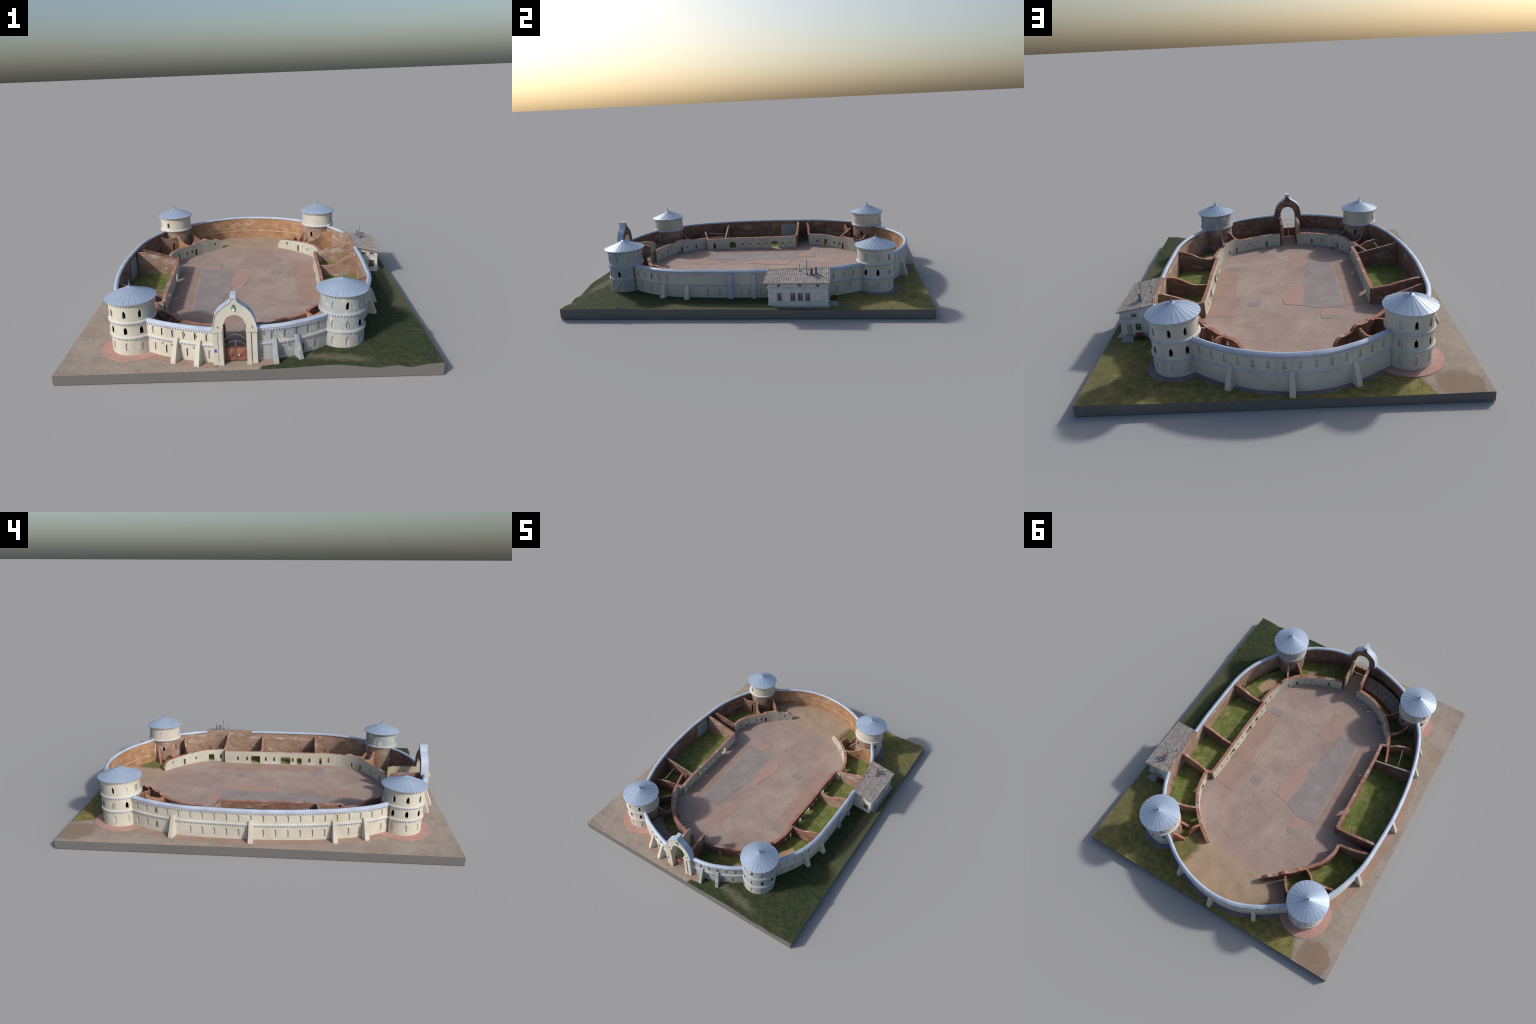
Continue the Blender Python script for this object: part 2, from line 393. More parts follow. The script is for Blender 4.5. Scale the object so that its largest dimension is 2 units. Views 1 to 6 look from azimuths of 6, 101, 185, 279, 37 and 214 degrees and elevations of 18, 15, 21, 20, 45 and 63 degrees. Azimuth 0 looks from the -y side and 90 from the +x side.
def sweep(mb, path, prof, m, s0=0, s1=None, step=.012, zf=None, closed=False):
    """sweep closed profile [(offset to the left, z)] along path between arclengths"""
    s1 = path.L if s1 is None else s1
    n = max(2, int((s1-s0)/step)); rings = []
    for i in range(n+1):
        s = s0+(s1-s0)*i/n
        p, nr, d = path.at(s); dz = zf(s) if zf else 0
        if closed and i == n: rings.append(rings[0]); break
        rings.append([(p.x+nr.x*o, p.y+nr.y*o, z+dz) for o, z in prof])
    k = len(prof)
    for a, b in zip(rings, rings[1:]):
        for j in range(k): mb.face((a[j], b[j], b[(j+1) % k], a[(j+1) % k]), m)
    if not closed:
        mb.face(rings[0], m); mb.face(rings[-1], m)

def dentils(mb, path, off, depth, z0, z1, m, s0=0, s1=None, pitch=.0115, w=.0058):
    s1 = path.L if s1 is None else s1
    n = int((s1-s0)/pitch)
    for i in range(n):
        p, nr, d = path.at(s0+(i+.5)*(s1-s0)/n)
        c = p+nr*(off)
        mb.obox((c.x, c.y), d, nr, w, depth*2, z0, z1, m)

def circle(cx, cy, r, n=96, a0=0, a1=360):
    """clockwise-travelled so that side A (left) is the outside"""
    return Path([(cx+r*math.cos(math.radians(a1-(a1-a0)*i/n)), cy+r*math.sin(math.radians(a1-(a1-a0)*i/n))) for i in range(n+1)], smooth=False)

def lathe(mb, cx, cy, prof, n, m, a0=0):
    ring = lambda r, z: [(cx+r*math.cos(2*math.pi*i/n+a0), cy+r*math.sin(2*math.pi*i/n+a0), z) for i in range(n)]
    R = [ring(r, z) for r, z in prof]
    for a, b in zip(R, R[1:]):
        for i in range(n):
            j = (i+1) % n
            mb.face((a[i], a[j], b[j], b[i]), m)
    if prof[0][0] > 1e-6: mb.face(R[0][::-1], m)

def slab_poly(mb, pts, z0, z1, m):
    """flat polygon piece, extruded"""
    top = [(x, y, z1) for x, y in pts]; n = len(pts)
    mb.face(top, m)
    for i in range(n):
        a, b = pts[i], pts[(i+1) % n]
        mb.face(((a[0], a[1], z0), (b[0], b[1], z0), (b[0], b[1], z1), (a[0], a[1], z1)), m)

# ------------------------------------------------------------------ slab and terrain
CFL, CFR, CBR, CBL = V((-.691, -1.0, 0)), V((.834, -.882, 0)), V((.692, 1.0, 0)), V((-.834, .882, 0))
GATE = V((.022, -.870, 0)); GD = V((math.cos(math.radians(4.8)), math.sin(math.radians(4.8)), 0)); GN = V((GD.y, -GD.x, 0))
FR, FL, BR, BL = (.453, -.670), (-.429, -.736), (.369, .713), (-.553, .650)

EDGE_S = [(0, .040), (.155, .0418), (.34, .043), (.52, .0453), (.61, .0486), (.656, .0527), (.70, .0565), (.737, .057), (.773, .050), (.836, .038), (.863, .044), (.885, .047), (.917, .0355), (.935, .042), (.961, .050), (1, .0515)]
SOFT_S = [(0, .040), (.5, .0445), (.72, .052), (1, .0500)]
EDGE_E = [(0, .0515), (.07, .0518), (.156, .0545), (.166, .064), (.176, .0545), (.27, .0504), (.41, .0504), (.55, .0485), (.685, .0460), (1, .0465)]
SOFT_E = [(0, .0500), (.4, .0500), (.7, .0460), (1, .0465)]
EDGE_N = [(0, .040), (.3, .0365), (.53, .0395), (.77, .042), (1, .0465)]
EDGE_W = [(0, .040), (.21, .042), (.48, .0455), (.75, .042), (1, .040)]
def slab_uv(x, y):
    a = CFR-CFL; b = CBL-CFL; p = V((x, y, 0))-CFL
    return max(0, min(1, p.dot(a)/a.length_squared)), max(0, min(1, p.dot(b)/b.length_squared))
def terrain_z(x, y):
    """height of the plot: lofted from the four border profiles, ragged turf only near the border"""
    u, v = slab_uv(x, y)
    S, N, W, E = interp(SOFT_S, u), interp(EDGE_N, u), interp(EDGE_W, v), interp(SOFT_E, v)
    z = (1-v)*S+v*N+(1-u)*W+u*E-((1-u)*(1-v)*.040+u*(1-v)*.050+(1-u)*v*.040+u*v*.0465)
    z += (interp(EDGE_S, u)-S)*max(0, 1-v/.035)**1.2+(interp(EDGE_E, v)-E)*max(0, 1-(1-u)/.03)**1.2
    z += .002*mnoise.noise(V((x*7, y*7, 1.3)))*max(0, min(1, (x-.1)*3))
    return z

def build_ground():
    nx, ny = 150, 180
    mb = MB(); g = {}
    for i in range(nx+1):
        for j in range(ny+1):
            u, v = i/nx, j/ny
            p = (CFL*(1-u)+CFR*u)*(1-v)+(CBL*(1-u)+CBR*u)*v
            g[i, j] = V((p.x, p.y, terrain_z(p.x, p.y)))
    for i in range(nx):
        for j in range(ny):
            mb.face((g[i, j], g[i+1, j], g[i+1, j+1], g[i, j+1]), GROUND)
    mb.make('ground_cover', ROOT, 60)
    mb = MB()
    rim = [g[i, 0] for i in range(nx)]+[g[nx, j] for j in range(ny)]+[g[i, ny] for i in range(nx, 0, -1)]+[g[0, j] for j in range(ny, 0, -1)]
    for a, b in zip(rim, rim[1:]+rim[:1]):
        mb.face(((a.x, a.y, 0), (b.x, b.y, 0), (b.x, b.y, b.z-.0004), (a.x, a.y, a.z-.0004)), SLAB)
    mb.face([(p.x, p.y, 0) for p in (CFL, CBL, CBR, CFR)], SLAB)
    mb.make('base_slab', ROOT)
build_ground()

# ------------------------------------------------------------------ plan curves
SEG_SE = [(.085, -.868), (.170, -.853), (.231, -.834), (.287, -.805), (.340, -.773), (.392, -.728)]
SEG_E = [(.500, -.605), (.550, -.505), (.580, -.432), (.597, -.36), (.605, -.285), (.603, -.21), (.598, -.116), (.594, -.04),
         (.588, .05), (.583, .1), (.574, .18), (.565, .26), (.557, .33), (.552, .38), (.543, .43), (.530, .475), (.510, .518), (.487, .558), (.463, .596), (.432, .65)]
SEG_N = [(.304, .760), (.252, .789), (.195, .822), (.128, .852), (.040, .877), (-.048, .888), (-.124, .888), (-.208, .873), (-.27, .85), (-.34, .812), (-.39, .776), (-.43, .743), (-.486, .70)]
SEG_W = [(-.602, .585), (-.618, .552), (-.652, .46), (-.677, .351), (-.687, .266), (-.687, .15), (-.685, .056), (-.680, -.034), (-.671, -.115), (-.659, -.197), (-.646, -.267), (-.631, -.33), (-.608, -.418), (-.577, -.505), (-.535, -.595), (-.482, -.668)]
SEG_SW = [(-.362, -.785), (-.30, -.817), (-.246, -.838), (-.18, -.858), (-.10, -.876), (-.045, -.881)]

def grow(seg, d):
    P = Path(seg, smooth=False); out = []
    for i, p in enumerate(P.p):
        t = P.tang(i); out.append((p.x+t.y*d, p.y-t.x*d))
    return out
SEG_SE = grow(SEG_SE, .002); SEG_E = grow(SEG_E, .001); SEG_N = grow(SEG_N, .003); SEG_W = grow(SEG_W, .003); SEG_SW = grow(SEG_SW, .005)

# courtyard floor, room floors --------------------------------------------------
def floor_polys():
    court = MB()
    slab_poly(court, [(.055, -.86), (.060, -.70), (.117, -.672), (.218, -.624), (.303, -.568), (.364, -.486), (.39, -.39), (.395, -.275), (.372, -.26),
                      (.345, .30), (.372, .33), (.35, .42), (.28, .525), (.205, .60), (.225, .66), (.25, .70), *[(p.x*.99, p.y*.99) for p in catmull([(.30, .745)]+SEG_N[1:-1]+[(-.47, .69)], .03)], (-.42, .655), (-.362, .58), (-.355, .555), (-.43, .46), (-.484, .387), (-.50, .32), (-.505, .25),
                      (-.67, .23), (-.67, .17), (-.44, .17), (-.392, -.32), (-.372, -.44), (-.405, -.46), (-.376, -.514), (-.338, -.562), (-.283, -.617), (-.23, -.655), (-.168, -.68), (-.102, -.693), (-.032, -.692), (-.02, -.86)], .03, .0514, COURT)
    co = court.make('courtyard_floor', ROOT)
    # the northern yard rises gently towards the wall
    bm = bmesh.new(); bm.from_mesh(co.data)
    for i in range(9):
        bmesh.ops.bisect_plane(bm, geom=bm.verts[:]+bm.edges[:]+bm.faces[:], plane_co=(0, .56+i*.035, 0), plane_no=(0, 1, 0))
    for v in bm.verts:
        t = max(0, min(1, (v.co.y-.57)/.16)); v.co.z += (.0065*t*t*(3-2*t)) if v.co.z > .04 else 0
    bm.to_mesh(co.data); bm.free()
    lawn = MB()
    ring = catmull(SEG_SE+SEG_E+SEG_N+SEG_W+SEG_SW, .04)
    slab_poly(lawn, [(p.x*.985, p.y*.985) for p in ring], .03, .0495, GRASS)
    lawn.make('room_lawn', ROOT)
    # the eastern rooms lie a little higher on their rubble
    for z, pts in ((.0600, [(.375, -.262), (.590, -.245), (.588, -.1), (.574, .1), (.555, .3), (.535, .44), (.505, .51), (.455, .58), (.30, .535), (.35, .43), (.378, .33), (.35, .31), (.365, .0)]),
                   (.0560, [(.072, -.70), (.088, -.845), (.165, -.84), (.25, -.81), (.36, -.74), (.44, -.63), (.52, -.52), (.57, -.40), (.588, -.27), (.402, -.275), (.405, -.35), (.39, -.43), (.36, -.50), (.30, -.58), (.2, -.645)])):
        mb = MB(); slab_poly(mb, pts, .03, z, GRASS); mb.make('room_lawn', ROOT)
    def patch(name, pts, m, z=.0525):
        mb = MB(); slab_poly(mb, pts, .05, z, m); mb.make(name, ROOT)
    patch('paving_patch', [(-.041, -.074), (-.096, -.062), (-.099, -.030), (-.112, -.026), (-.109, .186), (-.052, .182), (-.024, .172), (-.007, .112)], PINKP, .0530)
    patch('paving_patch', [(-.095, -.060), (-.098, -.029), (-.111, -.025), (-.108, .187), (-.194, .217), (-.309, .203), (-.300, .113), (-.277, -.095), (-.249, -.337), (-.246, -.41), (-.130, -.375), (-.106, -.141)], GREYP, .0525)
    patch('paving_patch', [(.005, -.502), (-.091, -.543), (-.129, -.386), (-.100, -.31), (-.049, -.297), (.005, -.323), (-.02, -.42)], PINKS, .0522)
    patch('paver_strip', [(.374, -.276), (.262, -.276), (.236, .02), (.206, .307), (.347, .303), (.36, .0)], PAVER, .0523)
    patch('paving_patch', [(-.206, .220), (-.260, .212), (-.256, .290), (-.198, .300)], PINKP, .0528)
    patch('paving_patch', [(-.198, .300), (-.256, .290), (-.256, .322), (-.206, .330)], GREYP, .0526)
    patch('paving_patch', [(.152, .130), (.094, .140), (.104, .196), (.162, .187)], GREYP, .0524)
    patch('paving_patch', [(.349, -.314), (.273, -.323), (.268, -.279), (.347, -.279)], GREYP, .0527)
    patch('paver_strip', [(-.265, -.385), (-.366, -.42), (-.385, -.32), (-.438, .17), (-.321, .185), (-.306, .0), (-.292, -.14)], PAVER, .0521)
    # bare earth in some rooms
    patch('earth_patch', [(.44, -.52), (.50, -.48), (.52, -.38), (.47, -.36), (.43, -.42)], SAND, .0575)
    patch('earth_patch', [(.26, -.72), (.30, -.69), (.31, -.65), (.27, -.66)], STRIP, .0577)
floor_polys()

def arc_pts(c, r, a0, a1, n=40):
    return [(c[0]+r*math.cos(math.radians(a0+(a1-a0)*i/n)), c[1]+r*math.sin(math.radians(a0+(a1-a0)*i/n))) for i in range(n+1)]

def ring_apron(name, c, r0, r1, a0, a1, m, lift=.0022, wob=0):
    mb = MB(); n = 48
    for i in range(n):
        q = []
        for a, r in ((i, r0), (i+1, r0), (i+1, r1), (i, r1)):
            t = math.radians(a0+(a1-a0)*a/n)
            rr = r+(wob*mnoise.noise(V((a*.9, r*10, 2))) if r == r1 else 0)
            x, y = c[0]+rr*math.cos(t), c[1]+rr*math.sin(t); q.append((x, y, terrain_z(x, y)+lift))
        mb.face(q, m)
        for a, b in ((2, 3),):
            mb.face((q[a], q[b], (q[b][0], q[b][1], .035), (q[a][0], q[a][1], .035)), m)
    mb.make(name, ROOT, 50)
ring_apron('paved_apron', FL, .08, .141, 118, 335, APRON, .0026)
ring_apron('paved_apron', BL, .08, .141, 40, 250, APRON, .0026)
ring_apron('paved_apron', BR, .08, .126, -50, 160, COBBLE, .0026, .004)
def strip_apron(seg, s0f, s1f, w, m, lift=.0018, wob=0):
    P = Path(seg); mb = MB(); n = 60
    q0 = None
    for i in range(n+1):
        s = P.L*(s0f+(s1f-s0f)*i/n); p, nr, d = P.at(s)
        ww = w+wob*mnoise.noise(V((i*.35, w*90, 1)))
        a, b = p+nr*.01, p-nr*ww
        q = [(a.x, a.y, terrain_z(a.x, a.y)+lift), (b.x, b.y, terrain_z(b.x, b.y)+lift), (b.x, b.y, .035)]
        if q0: mb.face((q0[0], q[0], q[1], q0[1]), m); mb.face((q0[1], q[1], q[2], q0[2]), m)
        q0 = q
    mb.make('paved_apron', ROOT, 50)
strip_apron(SEG_W, 0, 1, .046, STRIP, .0016, .006)
strip_apron(SEG_SW, .05, 1, .045, STRIP, .0016, .004)
strip_apron(SEG_SE, 0, .3, .045, STRIP, .0016, .004)
strip_apron(SEG_N, 0, 1, .022, COBBLE, .0014, .004)

# ------------------------------------------------------------------ outer wall
WT = .011
ZT = .190
def outer_wall(seg, niches_up, niches_lo, caps=((0, 1),), inner=(), mats=(BRICK, PLASTER, BRICK_TOP), band=BAND, capjag=None, top=None, dent=True, lift=0.0):
    P = Path(seg)
    ops = [op(s*P.L, .0130, .1375, .1705, 'round', .0058, 'B') for s in niches_up]
    ops += [op(s*P.L, .0130, .0615, .0985, 'round', .0058, 'B') for s in niches_lo]
    for s, w, zb, zt, shp, dep in inner: ops.append(op(s*P.L, w, zb, zt, shp, dep, 'A', None))
    mb = MB()
    # path is the outer face -> travel is counter-clockwise, left = court side
    class Off:   # path shifted inward by half a wall
        L = P.L; p = P.p
        @staticmethod
        def at(s):
            a, n, d = P.at(s); return a+n*WT/2, n, d
    wall(mb, Off, WT, .036, top or (lambda s: ZT+lift), mats, ops, rough=0, step=.012)
    o = mb.make('outer_wall', ROOT, 40)
    for a, b in caps:
        c = MB(); wob = lambda s: lift+.0012*mnoise.noise(V((s*14, len(seg), 0)))
        sweep(c, P, [(-.0065, .1880), (-.0068, .1910), (-.002, .1952), (.0055, .1985), (.0125, .1965), (.0155, .1925), (.0155, .1880)], CAP, a*P.L, b*P.L, zf=wob)
        c.make('wall_cap', o, 35)
        k = MB()
        sweep(k, P, [(-.0042, .1815), (-.0042, .1878), (.003, .1878), (.003, .1815)], band, a*P.L, b*P.L, zf=lambda s: lift)
        k.make('cornice_band', o, 35)
        if dent:
            dt = MB(); dentils(dt, P, -.001, .0042, lift+.1768, lift+.1817, band, a*P.L, b*P.L); dt.make('dentil_row', o, None, True)
    k = MB()
    sweep(k, P, [(-.0060, .1205), (-.0060, .1242), (.003, .1242), (.003, .1205)], band)
    sweep(k, P, [(-.0055, .1242), (-.0002, .1298), (.003, .1298), (.003, .1242)], mats[1])
    k.make('string_course', o, 35)
    if dent:
        dt = MB(); dentils(dt, P, -.001, .0046, .1160, .1212, band); dt.make('dentil_row', o, None, True)
    return o, P

def spaced(P_len, pitch, a=.02, b=.98):
    n = int((b-a)*P_len/pitch); return [a+(b-a)*(i+.5)/n for i in range(n)]
LW = {k: Path(s).L for k, s in dict(SE=SEG_SE, E=SEG_E, N=SEG_N, W=SEG_W, SW=SEG_SW).items()}

inner_sq = lambda ks: [(k, .012, .146, .160, 'round', .006) for k in ks]
holes = lambda ks: [(k, .008, .098, .107, 'hole', .012) for k in ks]
W_SE, P_SE = outer_wall(SEG_SE, [.10, .25, .40, .55, .70, .85], [.11, .37, .62, .80], inner=inner_sq([.22, .36, .50, .64, .78])+holes([.3, .45]), mats=(BRICK, PLASTER_SHADE_TINT, BRICK_TOP))
W_SW, P_SW = outer_wall(SEG_SW, [.14, .28, .43, .58, .73, .88], [.16, .33, .62, .90], inner=inner_sq([.2, .33, .46, .59, .72, .85])+holes([.27, .4, .52, .7]))
W_N, P_N = outer_wall(SEG_N, spaced(LW['N'], .055, .03, .97), [], inner=[(.15, .008, .150, .157, 'hole', .01), (.62, .008, .160, .167, 'hole', .01)], mats=(BRICK_ORANGE, PLASTER, BRICK_TOP), lift=.003)
W_W, P_W = outer_wall(SEG_W, spaced(LW['W'], .0555, .015, .985),
                      [s for s in spaced(LW['W'], .0555, .015, .985) if all(abs(s-b) > .018 for b in (.205, .49, .795, .92, .17, .28))],
                      inner=[(s, .011, .146, .158, 'round', .006) for s in (.05, .085, .12, .155, .19)]+[(s, .012, .07, .095, 'round', .006) for s in (.06, .1, .14)])
P_Etmp = Path(SEG_E)
sE0, sE1 = P_Etmp.near(.574, .172)/P_Etmp.L, P_Etmp.near(.533, .470)/P_Etmp.L
def e_top(s):
    f = s/P_Etmp.L
    if sE0 < f < sE1:
        return .201+.005*mnoise.noise(V((s*60, 2, 1)))+.004*mnoise.noise(V((s*170, 5, 1)))
    return ZT+.003
W_E, P_E = outer_wall(SEG_E, [.03, .07, .11, .15, .19, .82, .865, .91, .955], [.045, .10, .36, .41, .50, .53, .58, .88, .94], caps=((0, sE0), (sE1, 1)), top=e_top,
                      inner=[(s, .010, .068, .092, 'round', .006) for s in (.2, .235, .79, .83, .87)]+[(s, .006, .15, .156, 'hole', .006) for s in (.36, .40, .44, .48, .8, .86, .9)],
                      mats=(BRICK_GREY, PLASTER, BRICK_TOP), lift=.003)

# grey render remains on the court side of the west wall and the long east rooms
def render_patch(P, f0, f1, zlo, zhi, m, seed):
    mb = MB(); n = 40
    q0 = None
    for i in range(n+1):
        s = P.L*(f0+(f1-f0)*i/n); p, nr, d = P.at(s); a = p+nr*(WT+.0012)
        e = min(1, i/7, (n-i)/3)
        hi = zlo+(zhi-zlo)*e+.006*mnoise.noise(V((i*.4, seed, 0)))*e
        q = [(a.x, a.y, zlo), (a.x, a.y, hi)]
        if q0: mb.face((q0[0], q[0], q[1], q0[1]), m)
        q0 = q
    mb.make('render_remnant', W_W if P is P_W else W_E, 40)
render_patch(P_W, .335, .44, .055, .165, PLASTER_SHADE_TINT, 1.0)
render_patch(P_E, .44, .60, .07, .118, BRICK_GREY, 4.0)

mb = MB(); sweep(mb, P_E, [(WT-.002, .146), (WT+.0012, .146), (WT+.0012, .164), (WT-.002, .165)], LIME, P_E.near(.605, -.24), P_E.near(.57, .19), zf=lambda s: .0035*mnoise.noise(V((s*17, 8, 2))))
mb.make('render_remnant', W_E, 50)
mb = MB(); sweep(mb, P_N, [(WT-.002, .100), (WT+.0012, .100), (WT+.0022, .1035), (WT+.0008, .107), (WT-.002, .107)], BRICK_LEDGE, .06*P_N.L, .93*P_N.L, zf=lambda s: .0022*mnoise.noise(V((s*11, 3, 2))))
mb.make('offset_ledge', W_N, 50)
# buttresses -------------------------------------------------------------------
def buttress(x, y, P, parent, reach, ztop, w=.022, m=PLASTER):
    s = P.near(x, y); p, nr, d = P.at(s); o = -nr
    mb = MB(); zf = .034
    prof = [(-.006, zf), (reach+.003, zf), (reach+.002, .052), (reach*.86, .072), (reach*.60, .100), (reach*.34, ztop-.012), (reach*.18, ztop), (-.006, ztop+.004)]
    L, R = [], []
    for u, z in prof:
        tw = w/2*(1.08 if z < .06 else (1.0 if z < .1 else .9))
        c = p+o*u; L.append(c-d*tw+V((0, 0, z))); R.append(c+d*tw+V((0, 0, z)))
    mb.face(L, m); mb.face(R[::-1], m)
    for i in range(len(prof)):
        j = (i+1) % len(prof); mb.face((L[i], R[i], R[j], L[j]), m)
    ob = mb.make('buttress', parent)
    bv = ob.modifiers.new('b', 'BEVEL'); bv.width = .0018; bv.segments = 2; bv.limit_method = 'ANGLE'; bv.angle_limit = math.radians(40)
for x, y in ((-.229, -.89), (-.128, -.909)): buttress(x, y, P_SW, W_SW, .042, .140)
for x, y in ((.187, -.892), (.277, -.843)): buttress(x, y, P_SE, W_SE, .044, .138, .018, PLASTER_SHADE_TINT)
for x, y in ((.626, -.402), (.642, -.262)): buttress(x, y, P_E, W_E, .036, .128, .024)
for x, y in ((.142, .887), (-.103, .919), (-.347, .849)): buttress(x, y, P_N, W_N, .036, .130, .022)
for x, y in ((-.73, .351), (-.717, -.031), (-.657, -.425), (-.604, -.571)): buttress(x, y, P_W, W_W, .043, .142)
for y, w in ((-.032, .026), (.094, .020)):       # flat full-height pilasters on the east wall
    s = P_E.near(.595, y); p, nr, d = P_E.at(s); mb = MB()
    c = p-nr*.004; mb.obox((c.x, c.y), d, nr, w, .012, .036, .1795, BAND)
    c = p-nr*.009; mb.obox((c.x, c.y), d, nr, w*1.1, .014, .036, .056, BAND)
    mb.make('pilaster', W_E)

# ------------------------------------------------------------------ towers
def tower(c, dz, court_dir, win, open_up, open_mid, plaster, n_seam=24, doors=(), up_extra=(), R=.0955):
    """c centre; court_dir: azimuth (deg) of the brick sector; win: azimuths of windows on the outer side"""
    T = .012
    full = circle(c[0], c[1], R-T/2, 108)
    def S(path, a0, a1, az):                     # arclength of azimuth on a clockwise circle
        t = (a1-az) % 360; return path.L*t/(a1-a0)
    mb = MB()
    ops = []
    for a in win:
        o = a in open_up
        ops.append(op(S(full, 0, 360, a), .0140, .2145+dz, .2505+dz, 'point', None if o else .004))
    for a in up_extra:
        ops.append(op(S(full, 0, 360, a), .0125, .2150+dz, .2500+dz, 'point', .003))
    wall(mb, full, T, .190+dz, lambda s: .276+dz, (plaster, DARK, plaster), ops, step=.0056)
    t = mb.make('round_tower', ROOT, 40)
    # lower two storeys: plaster outside, bare brick towards the court
    half = 82
    a0, a1 = court_dir+half, court_dir+360-half
    out = circle(c[0], c[1], R-T/2, 80, a0, a1); mb = MB(); ops = []
    for a in win:
        if (a-a0) % 360 > (a1-a0)-9 or (a-a0) % 360 < 9: continue
        s = out.L*(((a1-a) % 360)/(a1-a0))
        ops.append(op(s, .0140, .1372, .1725, 'point', None if a in open_mid else .0045))
        ops.append(op(s, .0135, .0640, .1020, 'point', .0045))
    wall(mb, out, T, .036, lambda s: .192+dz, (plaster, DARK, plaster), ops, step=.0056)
    mb.make('tower_lower_storey', t, 40)
    inn = circle(c[0], c[1], R-.004-T/2, 44, court_dir-half, court_dir+half); mb = MB(); ops = []
    for da, zb, zt, w in doors:
        s = inn.L*((half-da)/(2*half)); ops.append(op(s, w, zb, zt, 'seg'))
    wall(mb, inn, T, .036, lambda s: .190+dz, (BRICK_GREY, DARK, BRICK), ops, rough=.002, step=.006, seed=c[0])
    mb.make('tower_brick_side', t, 30)
    # string courses with dentils
    for z, pth in ((.1880+dz, circle(c[0], c[1], R, 96)), (.1160, circle(c[0], c[1], R, 80, a0, a1))):
        cl = z > .15
        k = MB(); sweep(k, pth, [(.0060, z+.0050), (.0060, z+.0086), (-.003, z+.0086), (-.003, z+.0050)], BAND, step=.0063, closed=cl)
        sweep(k, pth, [(.0055, z+.0086), (.0002, z+.0140), (-.003, z+.0140), (-.003, z+.0086)], plaster, step=.0063, closed=cl)
        k.make('string_course', t, 35)
        k = MB(); dentils(k, pth, .001, .0046, z, z+.0054, BAND); k.make('dentil_row', t, None, True)
    # cornice under the eaves
    k = MB(); pth = circle(c[0], c[1], R, 96)
    dentils(k, pth, .001, .0032, .2660+dz, .2705+dz, plaster); k.make('dentil_row', t, None, True)
    k = MB(); sweep(k, pth, [(.0045, .2704+dz), (.0045, .2765+dz), (-.003, .2765+dz), (-.003, .2704+dz)], plaster, step=.0063, closed=True); k.make('cornice_band', t, 35)
    # roof
    k = MB()
    lathe(k, c[0], c[1], [(.02, .2772+dz), (.1055, .2762+dz), (.1085, .2772+dz), (.1087, .2800+dz), (.080, .2918+dz), (.045, .3062+dz), (.020, .3165+dz), (.006, .3232+dz), (.0001, .3255+dz)], n_seam*3, ROOF, .1)
    r = k.make('conical_roof', t, 40)
    k = MB()
    for i in range(n_seam):
        a = 2*math.pi*(i+.5)/n_seam+.1; d = V((math.cos(a), math.sin(a), 0)); s = V((-d.y, d.x, 0))
        prof = [(.1082, .2803), (.080, .2920), (.045, .3064), (.014, .3192)]
        for (ra, za), (rb, zb) in zip(prof, prof[1:]):
            A, B = V((c[0], c[1], za+dz))+d*ra, V((c[0], c[1], zb+dz))+d*rb; w = s*.0004; h = V((0, 0, .0008))
            k.face((A-w, B-w, B-w+h, A-w+h), SEAM); k.face((A+w, A+w+h, B+w+h, B+w), SEAM); k.face((A-w+h, B-w+h, B+w+h, A+w+h), SEAM)
    k.make('standing_seam', r, None, True)
    k = MB(); lathe(k, c[0], c[1], [(.0052, .3205+dz), (.0046, .327+dz), (.0022, .333+dz), (.0012, .343+dz), (.0003, .352+dz)], 12, SPIRE); k.make('spire', t, 40)
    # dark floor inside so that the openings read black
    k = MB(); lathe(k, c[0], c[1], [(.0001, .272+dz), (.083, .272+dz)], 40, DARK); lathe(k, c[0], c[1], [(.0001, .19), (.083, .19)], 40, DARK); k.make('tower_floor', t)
    return t

T_FL = tower(FL, -.006, 55, [147, 187, 227, 267, 307], [147, 187, 227, 267, 307], [147, 187, 227, 267, 307], PLASTER, doors=[(18, .128, .158, .014), (-40, .06, .085, .014)], up_extra=(27, 107))
T_FR = tower(FR, .004, 128, [244, 281, 318, 358, 38], [281], [318, 358], PLASTER_SHADE_TINT, doors=[(-12, .120, .152, .014), (5, .055, .088, .014)], up_extra=(90,), R=.0930)
T_BR = tower(BR, .002, 236, [329, 8, 47, 92, 131], [47, 92, 131], [329, 8, 92, 131], PLASTER_PALE, doors=[(8, .128, .160, .014), (-45, .125, .155, .012)], up_extra=(180,))
T_BL = tower(BL, 0, 318, [62, 98, 137, 178, 217, 253], [98, 137, 178, 253], [98, 217], PLASTER, doors=[(20, .128, .160, .014), (-42, .115, .15, .013)])

